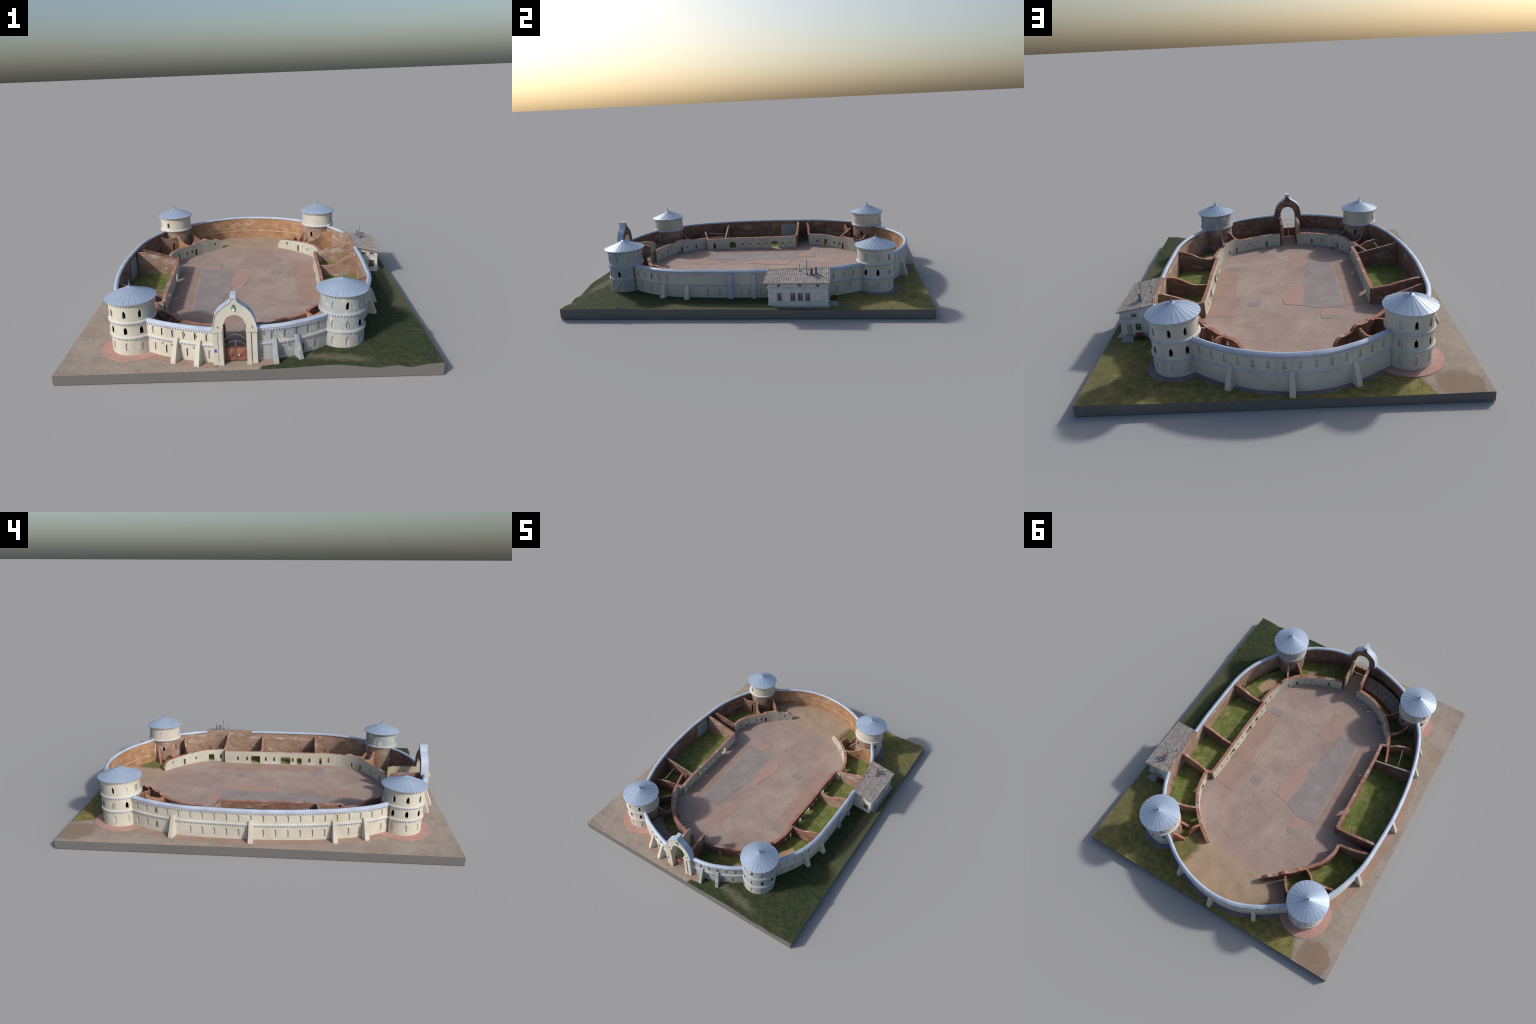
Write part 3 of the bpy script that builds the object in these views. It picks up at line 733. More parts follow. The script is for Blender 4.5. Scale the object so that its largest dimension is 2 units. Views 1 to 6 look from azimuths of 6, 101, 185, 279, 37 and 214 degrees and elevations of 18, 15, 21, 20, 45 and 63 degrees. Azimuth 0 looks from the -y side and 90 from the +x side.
# ------------------------------------------------------------------ gate
def gate():
    top_prof = [(-.0850, .190), (-.0832, .205), (-.0795, .228), (-.0735, .2525), (-.0625, .2690), (-.046, .2840), (-.026, .2968), (-.0125, .3070), (-.0095, .3140), (-.0092, .3330),
                (.0118, .3330), (.0121, .3140), (.0155, .3060), (.030, .2945), (.050, .2800), (.066, .2620), (.0765, .2430), (.083, .2200), (.0868, .203), (.0885, .190)]
    a = GATE+GD*-.0865; b = GATE+GD*.0895
    mb = MB(); P = Path([(b.x, b.y), (a.x, a.y)], smooth=False)      # travel west: left side A faces out (south)
    xs = [t[0] for t in top_prof]
    L = P.L
    # fine columns so that the ogee is smooth
    prof = sorted([((.0895-x)/L, z) for x, z in top_prof])
    wall(mb, P, .034, .036, prof, (PLASTER, BRICK, CAP), [op(.0895-.0015, .091, .037, .2535, 'round')], step=.0022)
    g = mb.make('gate_arch', ROOT, 30)
    # metal capping that overhangs the ogee
    k = MB(); pts = [GATE+GD*x+V((0, 0, z)) for x, z in top_prof]
    pts = [pts[0]]+[pts[i] for i in range(1, len(pts))]
    hw = .0195
    ring = []
    for i, p in enumerate(pts):
        d = (pts[min(i+1, len(pts)-1)]-pts[max(i-1, 0)]).normalized(); up = V((-d.z*GD.x, -d.z*GD.y, d.dot(GD))).normalized()
        ring.append([p+GN*hw-up*.0015, p+GN*hw+up*.0015, p-GN*hw+up*.0015, p-GN*hw-up*.0015])
    for u, v in zip(ring, ring[1:]):
        for j in range(4): k.face((u[j], v[j], v[(j+1) % 4], u[(j+1) % 4]), CAP)
    k.face(ring[0], CAP); k.face(ring[-1], CAP)
    k.make('arch_cap', g, 35)
    k = MB(); c = GATE+GD*.0013; k.obox((c.x, c.y), GD, GN, .0225, .042, .3225, .3365, CAP); k.make('finial_block', g)
    for x0, x1, pr in ((-.0862, -.0665, .006), (-.0640, -.0462, .010), (.0475, .0650, .010), (.0675, .0890, .006)):
        k = MB(); xm = (x0+x1)/2; c = GATE+GD*xm+GN*(.019+pr/2-.002)
        k.obox((c.x, c.y), GD, GN, x1-x0, pr+.004, .036, .190, PLASTER)
        k.obox((c.x+GN.x*.002, c.y+GN.y*.002), GD, GN, (x1-x0)*1.12, pr+.006, .036, .056, PLASTER)
        k.make('gate_pilaster', g)
    for x0, x1 in ((-.0885, -.0445), (.0455, .0915)):
        k = MB(); c = GATE+GD*((x0+x1)/2)+GN*.022
        k.obox((c.x, c.y), GD, GN, x1-x0, .022, .189, .199, PLASTER); k.obox((c.x, c.y), GD, GN, (x1-x0)*.95, .019, .184, .1895, PLASTER)
        k.make('capital', g)
    # doors: two leaves, each a sunk panel with a pyramid, on a dark frame
    for i, (x0, x1) in enumerate(((-.0435, .0012), (.0022, .0465))):
        k = MB(); c = GATE+GD*((x0+x1)/2); w = x1-x0; z0, z1 = .051, .1075
        k.obox((c.x, c.y), GD, GN, w, .004, z0, z1, DOOR)
        f = c+GN*.0022; h = w/2-.003
        zc = (z0+z1)/2+.004
        for (dx, dz, s1, s2, ht) in ((0, 0, h, .019, .007),):
            q = [f+GD*sx*s1+V((0, 0, zc+sz*s2)) for sx, sz in ((-1, -1), (1, -1), (1, 1), (-1, 1))]
            tp = f+GN*ht+V((0, 0, zc))
            for j in range(4): k.face((q[j], q[(j+1) % 4], tp), DOOR)
        for zz in (z0, z1-.003): k.obox((f.x, f.y), GD, GN, w, .003, zz, zz+.003, DOOR)
        for sx in (-1, 1):
            e = f+GD*sx*(w/2-.0015); k.obox((e.x, e.y), GD, GN, .003, .003, z0, z1, DOOR)
        leaf = k.make('gate_door', g)
        kn = MB(); e = f+GD*(.006 if i == 0 else -.010)+GN*.006; kn.obox((e.x, e.y), GD, GN, .004, .003, .0735, .0785, WHITE if i == 1 else IRON); kn.make('door_handle', leaf)
    def arc(x0, x1, zs, za, r=.0011):
        cu = bpy.data.curves.new('iron_arch', 'CURVE'); cu.dimensions = '3D'; cu.bevel_depth = r; cu.bevel_resolution = 2
        sp = cu.splines.new('POLY'); n = 24; sp.points.add(n)
        for i in range(n+1):
            t = i/n; x = x0+(x1-x0)*t; z = zs+(za-zs)*math.sin(math.pi*t)**.8; p = GATE+GD*x
            sp.points[i].co = (p.x, p.y, z, 1)
        cu.materials.append(IRON); me = bpy.data.meshes.new_from_object(bpy.data.objects.new('tmp', cu))
        o = bpy.data.objects.new('iron_arch', me); bpy.context.scene.collection.objects.link(o); o.parent = g
    arc(-.0435, .0465, .137, .1620); arc(-.0425, .0455, .1110, .1345)
    k = MB()
    c = GATE+GD*.0015; k.obox((c.x, c.y), GD, GN, .003, .003, .107, .1345, IRON)
    for x in (-.0430, .0460): c = GATE+GD*x; k.obox((c.x, c.y), GD, GN, .0025, .003, .051, .138, IRON)
    k.make('iron_post', g)
    # emblem: dark oval, teal field over white field
    def plate(name, cx, cz, rx, rz, m, lift, zmin=-1, zmax=1, parent=g, shield=False):
        k = MB(); f = GATE+GD*cx+GN*(.019+lift); pts = []
        for i in range(28):
            t = 2*math.pi*i/28; zz = math.sin(t); xx = math.cos(t)
            zz = max(zmin, min(zmax, zz)); pts.append(f+GD*(xx*rx)+V((0, 0, cz+zz*rz)))
        bk = [p-GN*(lift+.001) for p in pts]
        k.face(pts, m)
        for i in range(28): k.face((pts[i], pts[(i+1) % 28], bk[(i+1) % 28], bk[i]), m)
        return k.make(name, parent)
    plate('emblem', .0012, .2808, .0078, .0122, mat_simple('emblem_border', srgb(86, 74, 70), srgb(110, 96, 90)), .0014)
    plate('emblem_field', .0012, .2838, .0056, .0068, TEAL, .0022, -.4, 1)
    plate('emblem_field', .0012, .2768, .0056, .0072, WHITE, .0024, -1, .5)
    plate('emblem_crown', .0012, .2942, .0052, .0022, mat_simple('emblem_crown_paint', srgb(98, 84, 74), srgb(120, 104, 92)), .0018)
    k = MB(); c = GATE+GD*-.077+GN*.0255; k.obox((c.x, c.y), GD, GN, .0085, .0015, .0985, .1115, BLUE); k.make('sign_plate', g)
    for x in (-.066, .068):
        k = MB(); c = GATE+GD*x+GN*.022; k.obox((c.x, c.y), GD, GN, .003, .006, .2035, .2075, IRON); k.make('gate_lamp', g)
    # passage walls to the court
    for x0, x1, m, jag, tops in ((-.053, -.063, (BRICK, PLASTER_OLIVE, BRICK_TOP), .003, [(0, .189), (.75, .188), (.93, .186), (1, .178)]),
                                 (.0535, .041, (PLASTER_OLIVE, BRICK, BRICK_TOP), .002, [(0, .190), (.85, .190), (1, .184)])):
        k = MB(); a = GATE-GN*.017+GD*x0; b = GATE-GN*.177+GD*(x1-.002)
        wall(k, Path([(a.x, a.y), (b.x, b.y)], smooth=False), .013, .04, tops, m, [], jag=jag, step=.008, seed=x0)
        k.make('passage_wall', g)
gate()

# ------------------------------------------------------------------ inner walls
IT = .018
def inner(name, pts, top, mats, ops=(), thick=IT, smooth=True, jag=.0022, rough=.0006, z0=.045, seed=0.0, parent=None):
    P = Path(pts, smooth); L = []
    for (x, y, w, zb, zt, shp) in ops:
        L.append(op(P.near(x, y), w, zb, zt, shp))
    mb = MB(); wall(mb, P, thick, z0, top, mats, L, rough=rough, jag=jag, step=.007, seed=seed)
    o = mb.make(name, parent or ROOT, 35); return o, P
CO = (PLASTER_COURT, BRICK, BRICK_TOP)     # left side faces the court
OC = (BRICK, PLASTER_COURT, BRICK_TOP)

D0, D1 = .054, .092     # door sill / head
# south-east arc, travelling from the gate eastward: left side faces the court
IW_SE, P_ISE = inner('inner_wall', [(.064, -.694), (.117, -.680), (.163, -.660), (.218, -.632), (.262, -.605), (.303, -.574), (.335, -.538), (.366, -.489), (.388, -.436), (.398, -.375), (.402, -.318), (.398, -.268)],
    [(0, .127), (.45, .127), (.46, .139), (.52, .142), (.60, .137), (.63, .143), (.68, .139), (.69, .128), (1, .131)], CO,
    [(.145, -.659, .016, D0, D1, 'round'), (.243, -.604, .015, .084, .100, 'hole'), (.268, -.605, .008, .070, .078, 'hole'), (.222, -.62, .010, .072, .082, 'hole'),
     (.310, -.541, .015, D0, D1, 'round'), (.367, -.505, .013, .062, .094, 'point'), (.396, -.351, .012, .07, .105, 'round'), (.400, -.300, .016, D0, .100, 'round')], seed=1)
# south-west arc, travelling from the kink to the gate: left faces the court (north)
IW_SW, P_ISW = inner('inner_wall', [(-.412, -.458), (-.382, -.516), (-.341, -.568), (-.286, -.623), (-.230, -.662), (-.168, -.689), (-.102, -.702), (-.042, -.701)],
    [(0, .126), (.22, .124), (.25, .131), (.30, .138), (.42, .137), (.47, .139), (.50, .127), (1, .126)], CO,
    [(-.134, -.69, .016, D0, D1, 'round'), (-.200, -.68, .012, .066, .098, 'point'), (-.301, -.612, .014, D0, .090, 'round'), (-.336, -.585, .012, .072, .086, 'hole'), (-.372, -.53, .012, .06, .09, 'round')], seed=2)
inner('inner_wall', [(-.376, -.441), (-.412, -.457)], [(0, .124), (1, .125)], (PLASTER_COURT, BRICK, BRICK_TOP), thick=.016, seed=3)
IW_W, P_IW = inner('inner_wall', [(-.443, .172), (-.417, -.067), (-.394, -.320), (-.374, -.444)], [(0, .134), (.05, .131), (.80, .128), (1, .123)], CO,
    [(-.378, -.395, .018, D0, .098, 'seg'), (-.401, -.270, .046, D0, .102, 'seg'), (-.405, -.197, .013, .068, .096, 'point'), (-.41, -.143, .013, .068, .096, 'point'), (-.414, -.091, .013, .068, .096, 'point'),
     (-.42, -.033, .013, .068, .096, 'point'), (-.426, .024, .050, D0, .104, 'seg'), (-.432, .080, .013, .068, .096, 'point'), (-.438, .130, .013, .068, .096, 'point')], seed=4, smooth=False)
inner('partition_wall', [(-.412, -.46), (-.435, -.41), (-.457, -.350)], [(0, .124), (1, .124)], (BRICK, BRICK, BRICK_TOP), thick=.014, seed=5)
# rooms of the west wing
inner('partition_wall', [(-.392, -.320), (-.500, -.333), (-.616, -.348)], [(0, .127), (.5, .152), (1, .178)], (BRICK, BRICK, WOOD), thick=.010, jag=.0005, seed=6)
inner('partition_wall', [(-.441, .173), (-.56, .168), (-.672, .158)], [(0, .134), (.3, .146), (.6, .165), (.85, .179), (1, .183)], (BRICK_GREY, BRICK, BRICK_TOP), thick=.015, seed=7)
inner('partition_wall', [(-.508, .252), (-.600, .240), (-.672, .222)], [(0, .128), (.5, .155), (.9, .176), (1, .176)], (BRICK, BRICK_GREY, BRICK_TOP), thick=.013, seed=8)
inner('partition_wall', [(-.416, -.452), (-.46, -.477), (-.504, -.495), (-.545, -.512)], [(0, .123), (.3, .140), (.65, .147), (.95, .140), (1, .130)], (BRICK, BRICK_ORANGE, BRICK_TOP), thick=.010, seed=9)
inner('ruined_wall', [(-.376, -.535), (-.415, -.580), (-.440, -.625), (-.447, -.662)], [(0, .118), (.4, .112), (.7, .122), (1, .165)], (BRICK, BRICK, BRICK_TOP), thick=.012, jag=.006, seed=10)
# north-west arc: travelling from its north end to the passage, left faces the court
def nw_top(s):
    return interp([(0, .083), (.02, .104), (.05, .117), (.08, .121), (.20, .121), (.21, .136), (.26, .142), (.30, .134), (.42, .135), (.45, .140), (.47, .124), (1, .130)], s/.50)
IW_NW, P_INW = inner('inner_wall', [(-.506, .253), (-.510, .290), (-.505, .330), (-.486, .389), (-.458, .430), (-.430, .466), (-.384, .526), (-.354, .556), (-.308, .600), (-.256, .644)],
    [(0, .130), (.25, .128), (.50, .125), (.54, .126), (.56, .140), (.62, .134), (.70, .137), (.74, .142), (.78, .137), (.80, .122), (.92, .120), (.97, .110), (1, .085)], OC,
    [(-.490, .375, .024, D0, .098, 'rect'), (-.406, .500, .015, D0, .092, 'rect'), (-.505, .315, .012, .074, .094, 'point'), (-.45, .440, .011, .076, .094, 'seg'), (-.425, .472, .011, .076, .094, 'rect'), (-.300, .606, .010, .086, .102, 'rect')], seed=11)
inner('ruined_wall', [(-.437, .470), (-.475, .490), (-.520, .540)], [(0, .124), (.3, .130), (.7, .148), (1, .172)], (BRICK_ORANGE, BRICK, BRICK_TOP), thick=.011, jag=.004, seed=12)
inner('ruined_wall', [(-.364, .570), (-.385, .600), (-.418, .632), (-.465, .655)], [(0, .130), (.3, .118), (.6, .124), (.8, .150), (1, .17)], (BRICK, BRICK_ORANGE, BRICK_TOP), thick=.011, jag=.006, seed=13)
inner('ruined_wall', [(-.515, .535), (-.545, .515), (-.60, .50), (-.628, .50)], [(0, .150), (.3, .165), (.6, .160), (1, .175)], (BRICK, BRICK_ORANGE, BRICK_TOP), [(-.545, .515, .012, .055, .14, 'seg')], thick=.011, jag=.004, seed=14)
# north-east arc: travelling north-west from the kink, left faces the court
IW_NE, P_INE = inner('inner_wall', [(.381, .318), (.371, .364), (.354, .421), (.324, .477), (.282, .528), (.237, .569), (.195, .603), (.155, .626), (.117, .648)],
    [(0, .128), (.30, .127), (.55, .120), (.75, .115), (.90, .112), (.96, .104), (1, .076)], CO,
    [(.360, .405, .036, D0, .100, 'rect'), (.250, .556, .014, D0, .094, 'rect'), (.178, .614, .010, .082, .100, 'rect'), (.308, .497, .011, .074, .094, 'seg'), (.376, .345, .012, .066, .096, 'seg')], seed=15)
inner('inner_wall', [(.348, .306), (.384, .316)], [(0, .128), (1, .128)], OC, thick=.015, seed=16)
# east straight wall, travelling northward: left faces the court (west)
eops = [(.371, -.078, .062, D0, .100, 'rect'), (.376, -.166, .030, D0, .098, 'rect'), (.358, .113, .058, D0, .102, 'rect')]
eops += [(.36, y, .013, .070, .102, 'point') for y in (.228, .168, .048, -.006, -.124, -.231)]
IW_E, P_IE = inner('inner_wall', [(.384, -.272), (.369, -.02), (.355, .150), (.348, .310)], [(0, .131), (.5, .131), (1, .129)], CO, eops, seed=17)
mb = MB(); sweep(mb, P_IE, [(IT/2-.002, .05), (IT/2+.003, .05), (IT/2+.002, .060), (IT/2-.002, .062)], PLASTER_COURT, 0, .055); mb.make('plinth', IW_E)
for a, b in ((.130, .165), (.225, .342), (.412, .56)):
    mb = MB(); sweep(mb, P_IE, [(IT/2-.002, .05), (IT/2+.003, .05), (IT/2+.002, .060), (IT/2-.002, .062)], PLASTER_COURT, a, b); mb.make('plinth', IW_E)
# east wing partitions (wavy tops)
inner('partition_wall', [(.370, .318), (.46, .317), (.556, .326)], [(0, .127), (.08, .132), (.25, .146), (.5, .160), (.7, .172), (.85, .181), (1, .182)], (BRICK_ORANGE, BRICK_GREY, BRICK_TOP), thick=.012, jag=.0015, seed=18)
inner('partition_wall', [(.366, .082), (.46, .084), (.578, .096)], [(0, .122), (.3, .121), (.42, .126), (.58, .146), (.72, .160), (.85, .167), (1, .166)], (BRICK, BRICK_GREY, BRICK_TOP), thick=.012, jag=.0012, seed=19)
inner('partition_wall', [(.392, -.268), (.49, -.262), (.594, -.252)], [(0, .125), (.25, .126), (.45, .136), (.65, .158), (.85, .172), (1, .178)], (BRICK, BRICK, BRICK_TOP), [(.585, -.252, .008, .145, .153, 'hole')], thick=.012, jag=.0015, seed=20)
# beside the north-east tower
inner('ruined_wall', [(.290, .534), (.340, .560), (.400, .588), (.462, .590)], [(0, .118), (.25, .122), (.45, .135), (.6, .160), (.75, .170), (1, .172)], (BRICK_GREY, BRICK_ORANGE, BRICK_TOP), [(.375, .577, .013, .075, .100, 'rect')], thick=.011, jag=.003, seed=21)
inner('ruined_wall', [(.205, .606), (.222, .640), (.236, .676)], [(0, .116), (.3, .124), (.65, .120), (.9, .092), (1, .07)], (BRICK, BRICK_ORANGE, BRICK_TOP), thick=.012, jag=.004, seed=22)
inner('ruined_wall', [(.316, .748), (.292, .735), (.262, .720), (.238, .708)], [(0, .172), (.3, .150), (.6, .125), (1, .065)], (BRICK, BRICK_ORANGE, BRICK_TOP), thick=.012, jag=.008, seed=23)
inner('ruined_wall', [(.300, .650), (.272, .640), (.258, .632)], [(0, .118), (.5, .09), (1, .06)], (BRICK, BRICK_ORANGE, BRICK_TOP), thick=.012, jag=.008, seed=24)
# beside the south-east tower
inner('ruined_wall', [(.302, -.572), (.332, -.605), (.372, -.628)], [(0, .138), (.4, .125), (.7, .140), (1, .165)], (BRICK, BRICK_ORANGE, BRICK_TOP), thick=.011, jag=.005, seed=25)
inner('ruined_wall', [(.358, -.500), (.392, -.545), (.418, -.592)], [(0, .130), (.3, .10), (.6, .115), (1, .16)], (BRICK, BRICK_ORANGE, BRICK_TOP), thick=.011, jag=.006, seed=26)
# beside the south-west tower
inner('ruined_wall', [(-.282, -.628), (-.315, -.665), (-.350, -.690)], [(0, .132), (.4, .115), (1, .155)], (BRICK, BRICK, BRICK_TOP), thick=.011, jag=.006, seed=27)

# beam lying across the south-west room
mb = MB(); a, b = V((-.502, -.472, .135)), V((-.535, -.352, .120)); d = (b-a).normalized(); s = V((-d.y, d.x, 0)).normalized()
mb.box(a-s*.0025, b-a, s*.005, (0, 0, .005), WOOD); mb.make('timber_beam', ROOT)

# painted shields on the court walls -------------------------------------------
def shield(P, x, y, z, side, m, m2=None, w=.0085, h=.011):
    s = P.near(x, y); p, nr, d = P.at(s); n = nr*side; t = d
    f = p+n*(IT/2+.0008); prof = [(-1, 1), (1, 1), (1, -.1), (.7, -.6), (0, -1), (-.7, -.6), (-1, -.1)]
    mb = MB(); fr = [f+t*(a*w/2)+V((0, 0, z+b*h/2)) for a, b in prof]; bk = [q-n*.003 for q in fr]
    mb.face(fr, m)
    for i in range(7): mb.face((fr[i], fr[(i+1) % 7], bk[(i+1) % 7], bk[i]), m)
    o = mb.make('painted_shield', {P_ISE: IW_SE, P_ISW: IW_SW, P_INE: IW_NE, P_INW: IW_NW}[P])
    if m2:
        mb = MB(); g = f+n*.0007
        mb.face([g+t*(a*w/2*.8)+V((0, 0, z+b*h/2)) for a, b in ((-1, -.05), (1, -.05), (.7, -.6), (0, -.9), (-.7, -.6))], m2); mb.make('shield_charge', o)
for P, side, L in ((P_ISW, 1, [(-.081, -.69), (-.166, -.66), (-.253, -.62)]), (P_ISE, 1, [(.273, -.573), (.189, -.635), (.092, -.677)]),
                   (P_INE, 1, [(.200, .596), (.272, .525), (.322, .461)]), (P_INW, -1, [(-.470, .412), (-.424, .476), (-.36, .55)])):
    for i, (x, y) in enumerate(L): shield(P, x, y, .094, side, TEAL if i != 1 or side == 1 else YELLOW, WHITE if i % 2 == 0 else None)

# sloping shed roof in the south-west room
def shed():
    mb = MB(); n = 46
    outer = Path([(-.045, -.838), (-.12, -.836), (-.20, -.822), (-.27, -.800), (-.325, -.770)]); inr = Path([(-.058, -.765), (-.13, -.762), (-.21, -.745), (-.28, -.712), (-.335, -.675)])
    pt = lambda i, f: (outer.at(outer.L*i/n)[0].lerp(inr.at(inr.L*i/n)[0], f)+V((0, 0, .112-.034*f+(.0016 if i % 2 else 0)+.0015*mnoise.noise(V((i*.7, f*6, 2))))))
    for i in range(n):
        for j in range(8):
            a = [pt(i, j/8), pt(i+1, j/8), pt(i+1, (j+1)/8), pt(i, (j+1)/8)]; mb.face(a, SHED)
            if j == 7:
                mb.face((a[3], a[2], V((a[2].x, a[2].y, .05)), V((a[3].x, a[3].y, .05))), BRICK)
    mb.make('shed_roof', ROOT)
shed()
mb = MB(); mb.obox((-.262, -.605), (.75, -.6), (.6, .75), .026, .012, .054, .062, RUSTY); mb.make('bench', ROOT)

# ------------------------------------------------------------------ annex
def annex():
    A = [V((.694, .188, 0)), V((.679, .486, 0)), V((.530, .486, 0)), V((.570, .192, 0))]      # SE NE NW SW
    roofz = lambda x, y: .2005-(x-(.578-(y-.171)*.163))/.150*.030
    k = MB()
    for a, b in zip(A, A[1:]+A[:1]):
        k.face((V((a.x, a.y, .035)), V((b.x, b.y, .035)), V((b.x, b.y, roofz(b.x, b.y)-.002)), V((a.x, a.y, roofz(a.x, a.y)-.002))), ANNEX_WALL)
    an = k.make('annex_building', ROOT)
    # roof of corrugated sheets with a ragged eave
    c00, c10, c11, c01 = V((.576, .167, .2015)), V((.711, .167, .1690)), V((.693, .494, .1700)), V((.524, .484, .2015))
    n, mrows = 84, 18; k = MB(); g = {}
    for i in range(n+1):
        for j in range(mrows+1):
            u, v = i/n, j/mrows
            if j == mrows: v = 1+.018*mnoise.noise(V((int(i/4)*3.1, 1, 0)))
            p = (c00*(1-v)+c10*v)*(1-u)+(c01*(1-v)+c11*v)*u
            z = .0007*math.sin(i*math.pi/1.5)+.0013*mnoise.noise(V((u*14, v*8, 3)))+(.0012 if (j % 6) < 1 else 0)
            g[i, j] = p+V((0, 0, z))
    for i in range(n):
        for j in range(mrows):
            k.face((g[i, j], g[i+1, j], g[i+1, j+1], g[i, j+1]), SLATE)
            q = [p-V((0, 0, .0055)) for p in (g[i, j], g[i, j+1], g[i+1, j+1], g[i+1, j])]; k.face(q, WOOD)
    dn = V((0, 0, .0055))
    for i in range(n):
        k.face((g[i, mrows], g[i+1, mrows], g[i+1, mrows]-dn, g[i, mrows]-dn), SLATE); k.face((g[i, 0], g[i+1, 0], g[i+1, 0]-dn, g[i, 0]-dn), SLATE)
    for j in range(mrows):
        k.face((g[0, j], g[0, j+1], g[0, j+1]-dn, g[0, j]-dn), SLATE); k.face((g[n, j], g[n, j+1], g[n, j+1]-dn, g[n, j]-dn), SLATE)
    k.make('lean_to_roof', an)
    def side(a, b):
        d = (b-a).normalized(); nrm = V((d.y, -d.x, 0)); L = (b-a).length
        return lambda f: a+d*L*f, d, nrm, L
    def trim(a, b, z0, z1, out, m):
        P, d, nr, L = side(a, b); c = (a+b)/2+nr*out/2; k = MB(); k.obox((c.x, c.y), d, nr, L+2*out, out+.002, z0, z1, m); k.make('wall_moulding', an)
    def window(a, b, f0, f1, z0, z1, kind='glass'):
        P, d, nr, L = side(a, b); w = (f1-f0)*L; c = P((f0+f1)/2)
        k = MB(); e = .0042
        for zz0, zz1 in ((z1, z1+e), (z0-e*.6, z0)): q = c+nr*.0012; k.obox((q.x, q.y), d, nr, w+2*e, .0045, zz0, zz1, YEL)
        for sg in (-1, 1): q = c+nr*.0012+d*sg*(w/2+e/2); k.obox((q.x, q.y), d, nr, e, .0045, z0, z1, YEL)
        fr = k.make('window_frame', an)
        k = MB(); q = c+nr*.0004; k.obox((q.x, q.y), d, nr, w, .002, z0, z1, GLASS if kind == 'glass' else ANNEX_WALL); k.make('window_pane' if kind == 'glass' else 'blind_panel', fr)
        if kind == 'glass':
            k = MB(); q = c+nr*.0012; k.obox((q.x, q.y), d, nr, .0009, .0022, z0, z1, WHITE); zm = z0+(z1-z0)*.66
            k.obox((q.x, q.y), d, nr, w, .0021, zm-.0005, zm+.0005, WHITE); k.make('glazing_bar', fr)
    YEL = mat_simple('cream_window_surround', srgb(196, 190, 158), srgb(210, 204, 176), 60, .85)
    SE, NE, NW, SW = A
    for f0, f1 in ((.155, .223), (.377, .45), (.502, .575), (.627, .697)): window(SE, NE, f0, f1, .0745, .1130)
    window(SE, NE, .79, .885, .0745, .1130, 'panel')
    for f0, f1 in ((.158, .203), (.507, .555), (.807, .852)): window(SE, NE, f0, f1, .1475, .1625)
    window(SW, SE, .32, .50, .148, .162); window(SW, SE, .66, .84, .148, .162); window(SW, SE, .30, .52, .0745, .113, 'panel'); window(SW, SE, .64, .86, .0745, .113)
    window(NE, NW, .36, .5, .1475, .163); window(NE, NW, .44, .60, .082, .113)
    for a, b in ((SE, NE), (SW, SE), (NE, NW)):
        trim(a, b, .1410, .1440, .0025, ANNEX_WALL); trim(a, b, .1335, .1350, .0018, ANNEX_WALL); trim(a, b, .0665, .0690, .0022, ANNEX_WALL); trim(a, b, .036, .056, .003, ANNEX_WALL)
    for p, q in ((SE, NE), (NE, SE)):
        d = (q-p).normalized(); k = MB(); nr = V((1, .05, 0)).normalized(); c = p+d*.008+nr*.001; k.obox((c.x, c.y), d, nr, .014, .004, .056, .166, ANNEX_WALL); k.make('corner_pilaster', an)
    # north door, steps, bin, bush
    P, d, nr, L = side(NE, NW)
    k = MB(); c = P(.24)+nr*.001; k.obox((c.x, c.y), d, nr, .022, .004, .056, .112, mat_simple('olive_door_paint', srgb(150, 146, 118), srgb(168, 162, 134))); k.make('annex_door', an)
    k = MB(); c = P(.24)+nr*.016; k.obox((c.x, c.y), d, nr, .040, .032, .036, .056, STONE); c = P(.22)+nr*.024; k.obox((c.x, c.y), d, nr, .056, .046, .036, .049, STONE); k.make('door_step', an)
    k = MB(); c = P(.56)+nr*.014; k.obox((c.x, c.y), d, nr, .022, .016, .044, .072, RED); k.make('red_bin', ROOT)
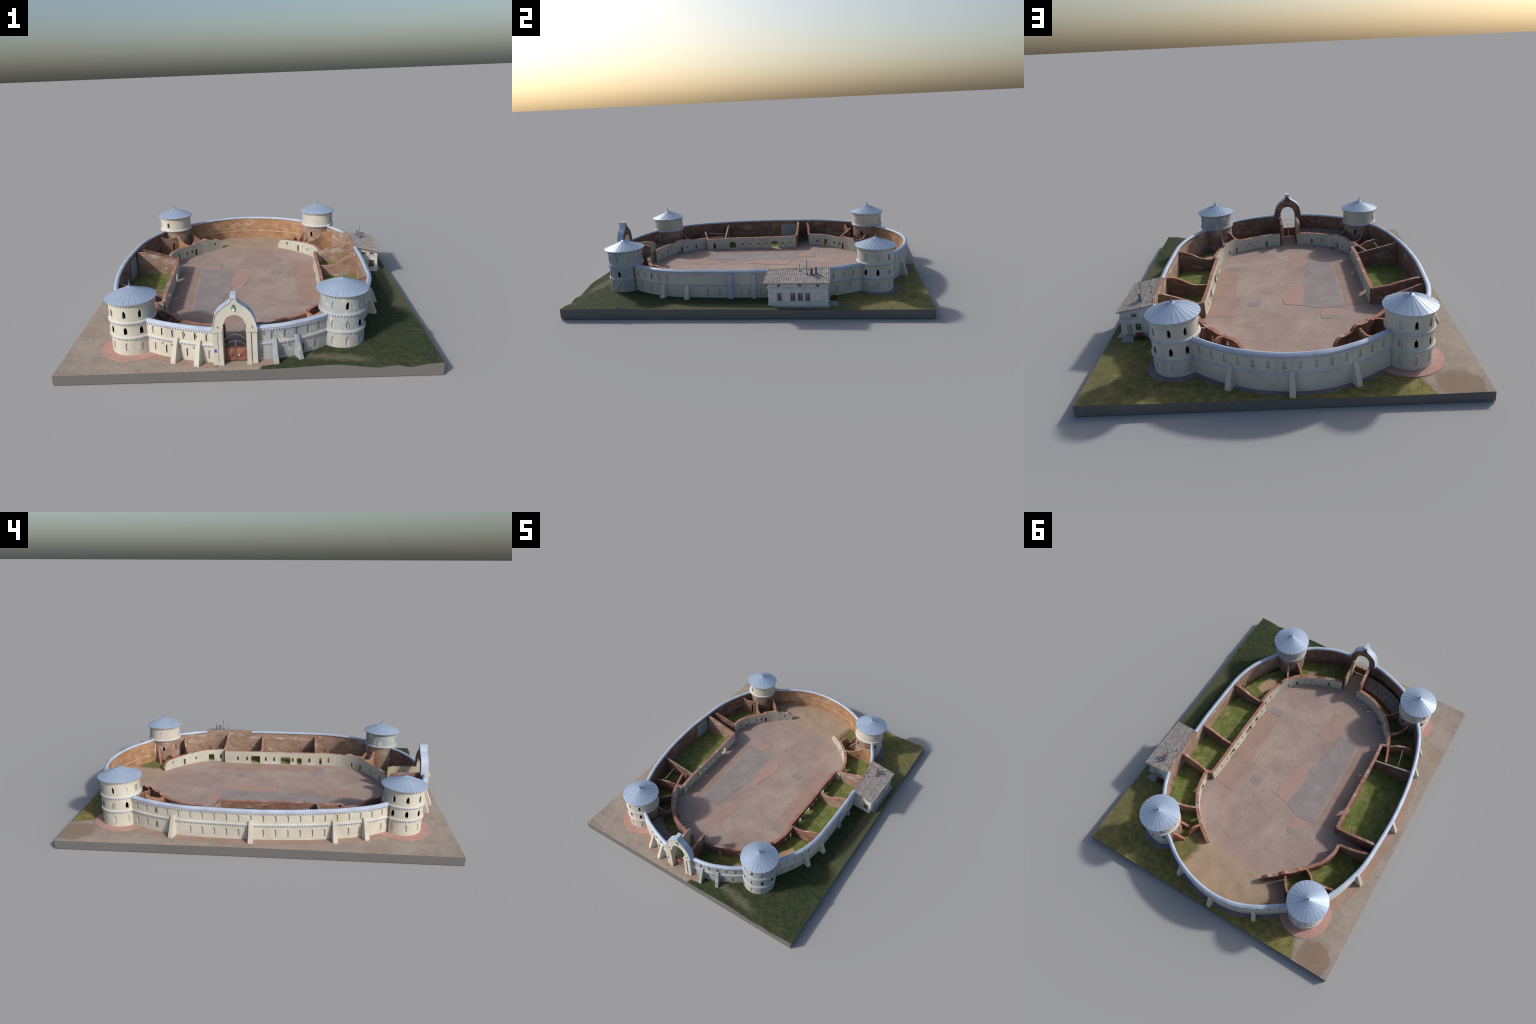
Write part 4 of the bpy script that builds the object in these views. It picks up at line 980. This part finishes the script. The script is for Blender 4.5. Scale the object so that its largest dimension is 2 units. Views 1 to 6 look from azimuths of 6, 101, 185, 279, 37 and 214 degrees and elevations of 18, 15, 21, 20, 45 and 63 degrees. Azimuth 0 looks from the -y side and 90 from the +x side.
    k = MB(); k.obox((.700, .336), (0.05, -1), (1, .05), .32, .022, .036, .0475, STONE); k.make('pavement_edge', an)
    # chimney, pipes
    k = MB(); k.obox((.600, .420), (1, 0), (0, 1), .010, .010, .186, .220, SPIRE); k.obox((.600, .420), (1, 0), (0, 1), .006, .006, .219, .226, RUSTY); k.make('chimney', an)
    k = MB(); k.obox((.609, .398), (1, 0), (0, 1), .013, .012, .186, .215, RUSTY); k.obox((.609, .398), (1, 0), (0, 1), .016, .015, .214, .219, RUSTY); k.make('chimney', an)
    for (x, y), z0, z1, r in (((.612, .375), .185, .265, .0021), ((.576, .334), .19, .233, .0018)):
        k = MB(); lathe(k, x, y, [(r*2.4, z0), (r*2.2, z0+.012), (r, z0+.014), (r, z1), (.0001, z1)], 12, SPIRE); k.make('vent_pipe', an, 40)
annex()

# ------------------------------------------------------------------ shrubs and weeds
def shrub(name, x, y, z, r, n, seed, m=BUSH):
    rnd = random.Random(seed); k = MB()
    for i in range(n):
        c = V((x+rnd.gauss(0, r*.45), y+rnd.gauss(0, r*.45), z+abs(rnd.gauss(0, r*.5))))
        a = V((rnd.uniform(-1, 1), rnd.uniform(-1, 1), rnd.uniform(-.2, 1))).normalized(); b = a.cross(V((rnd.uniform(-1, 1), rnd.uniform(-1, 1), rnd.uniform(-1, 1)))).normalized()
        l = r*rnd.uniform(.3, .55)
        k.face((c, c+a*l*.5+b*l*.3, c+a*l, c+a*l*.5-b*l*.3), m)
    k.make(name, ROOT, None, True, merge=False)
shrub('shrub', .598, .502, .05, .020, 130, 1)
shrub('shrub', .575, .512, .05, .014, 70, 2)
for i, (x, y, r) in enumerate(((.555, -.225, .008), (.540, -.30, .009), (.470, -.43, .008), (.55, -.05, .007), (.395, -.30, .006), (.30, .50, .006), (.19, .612, .006), (-.43, -.46, .006), (-.13, -.84, .0)) ):
    if r: shrub('weed_tuft', x, y, .05 if i not in (6,) else .113, r, 30, 10+i, mat_simple('weed_leaf', srgb(84, 108, 46), srgb(110, 128, 60)) if i == 0 else bpy.data.materials['weed_leaf'])
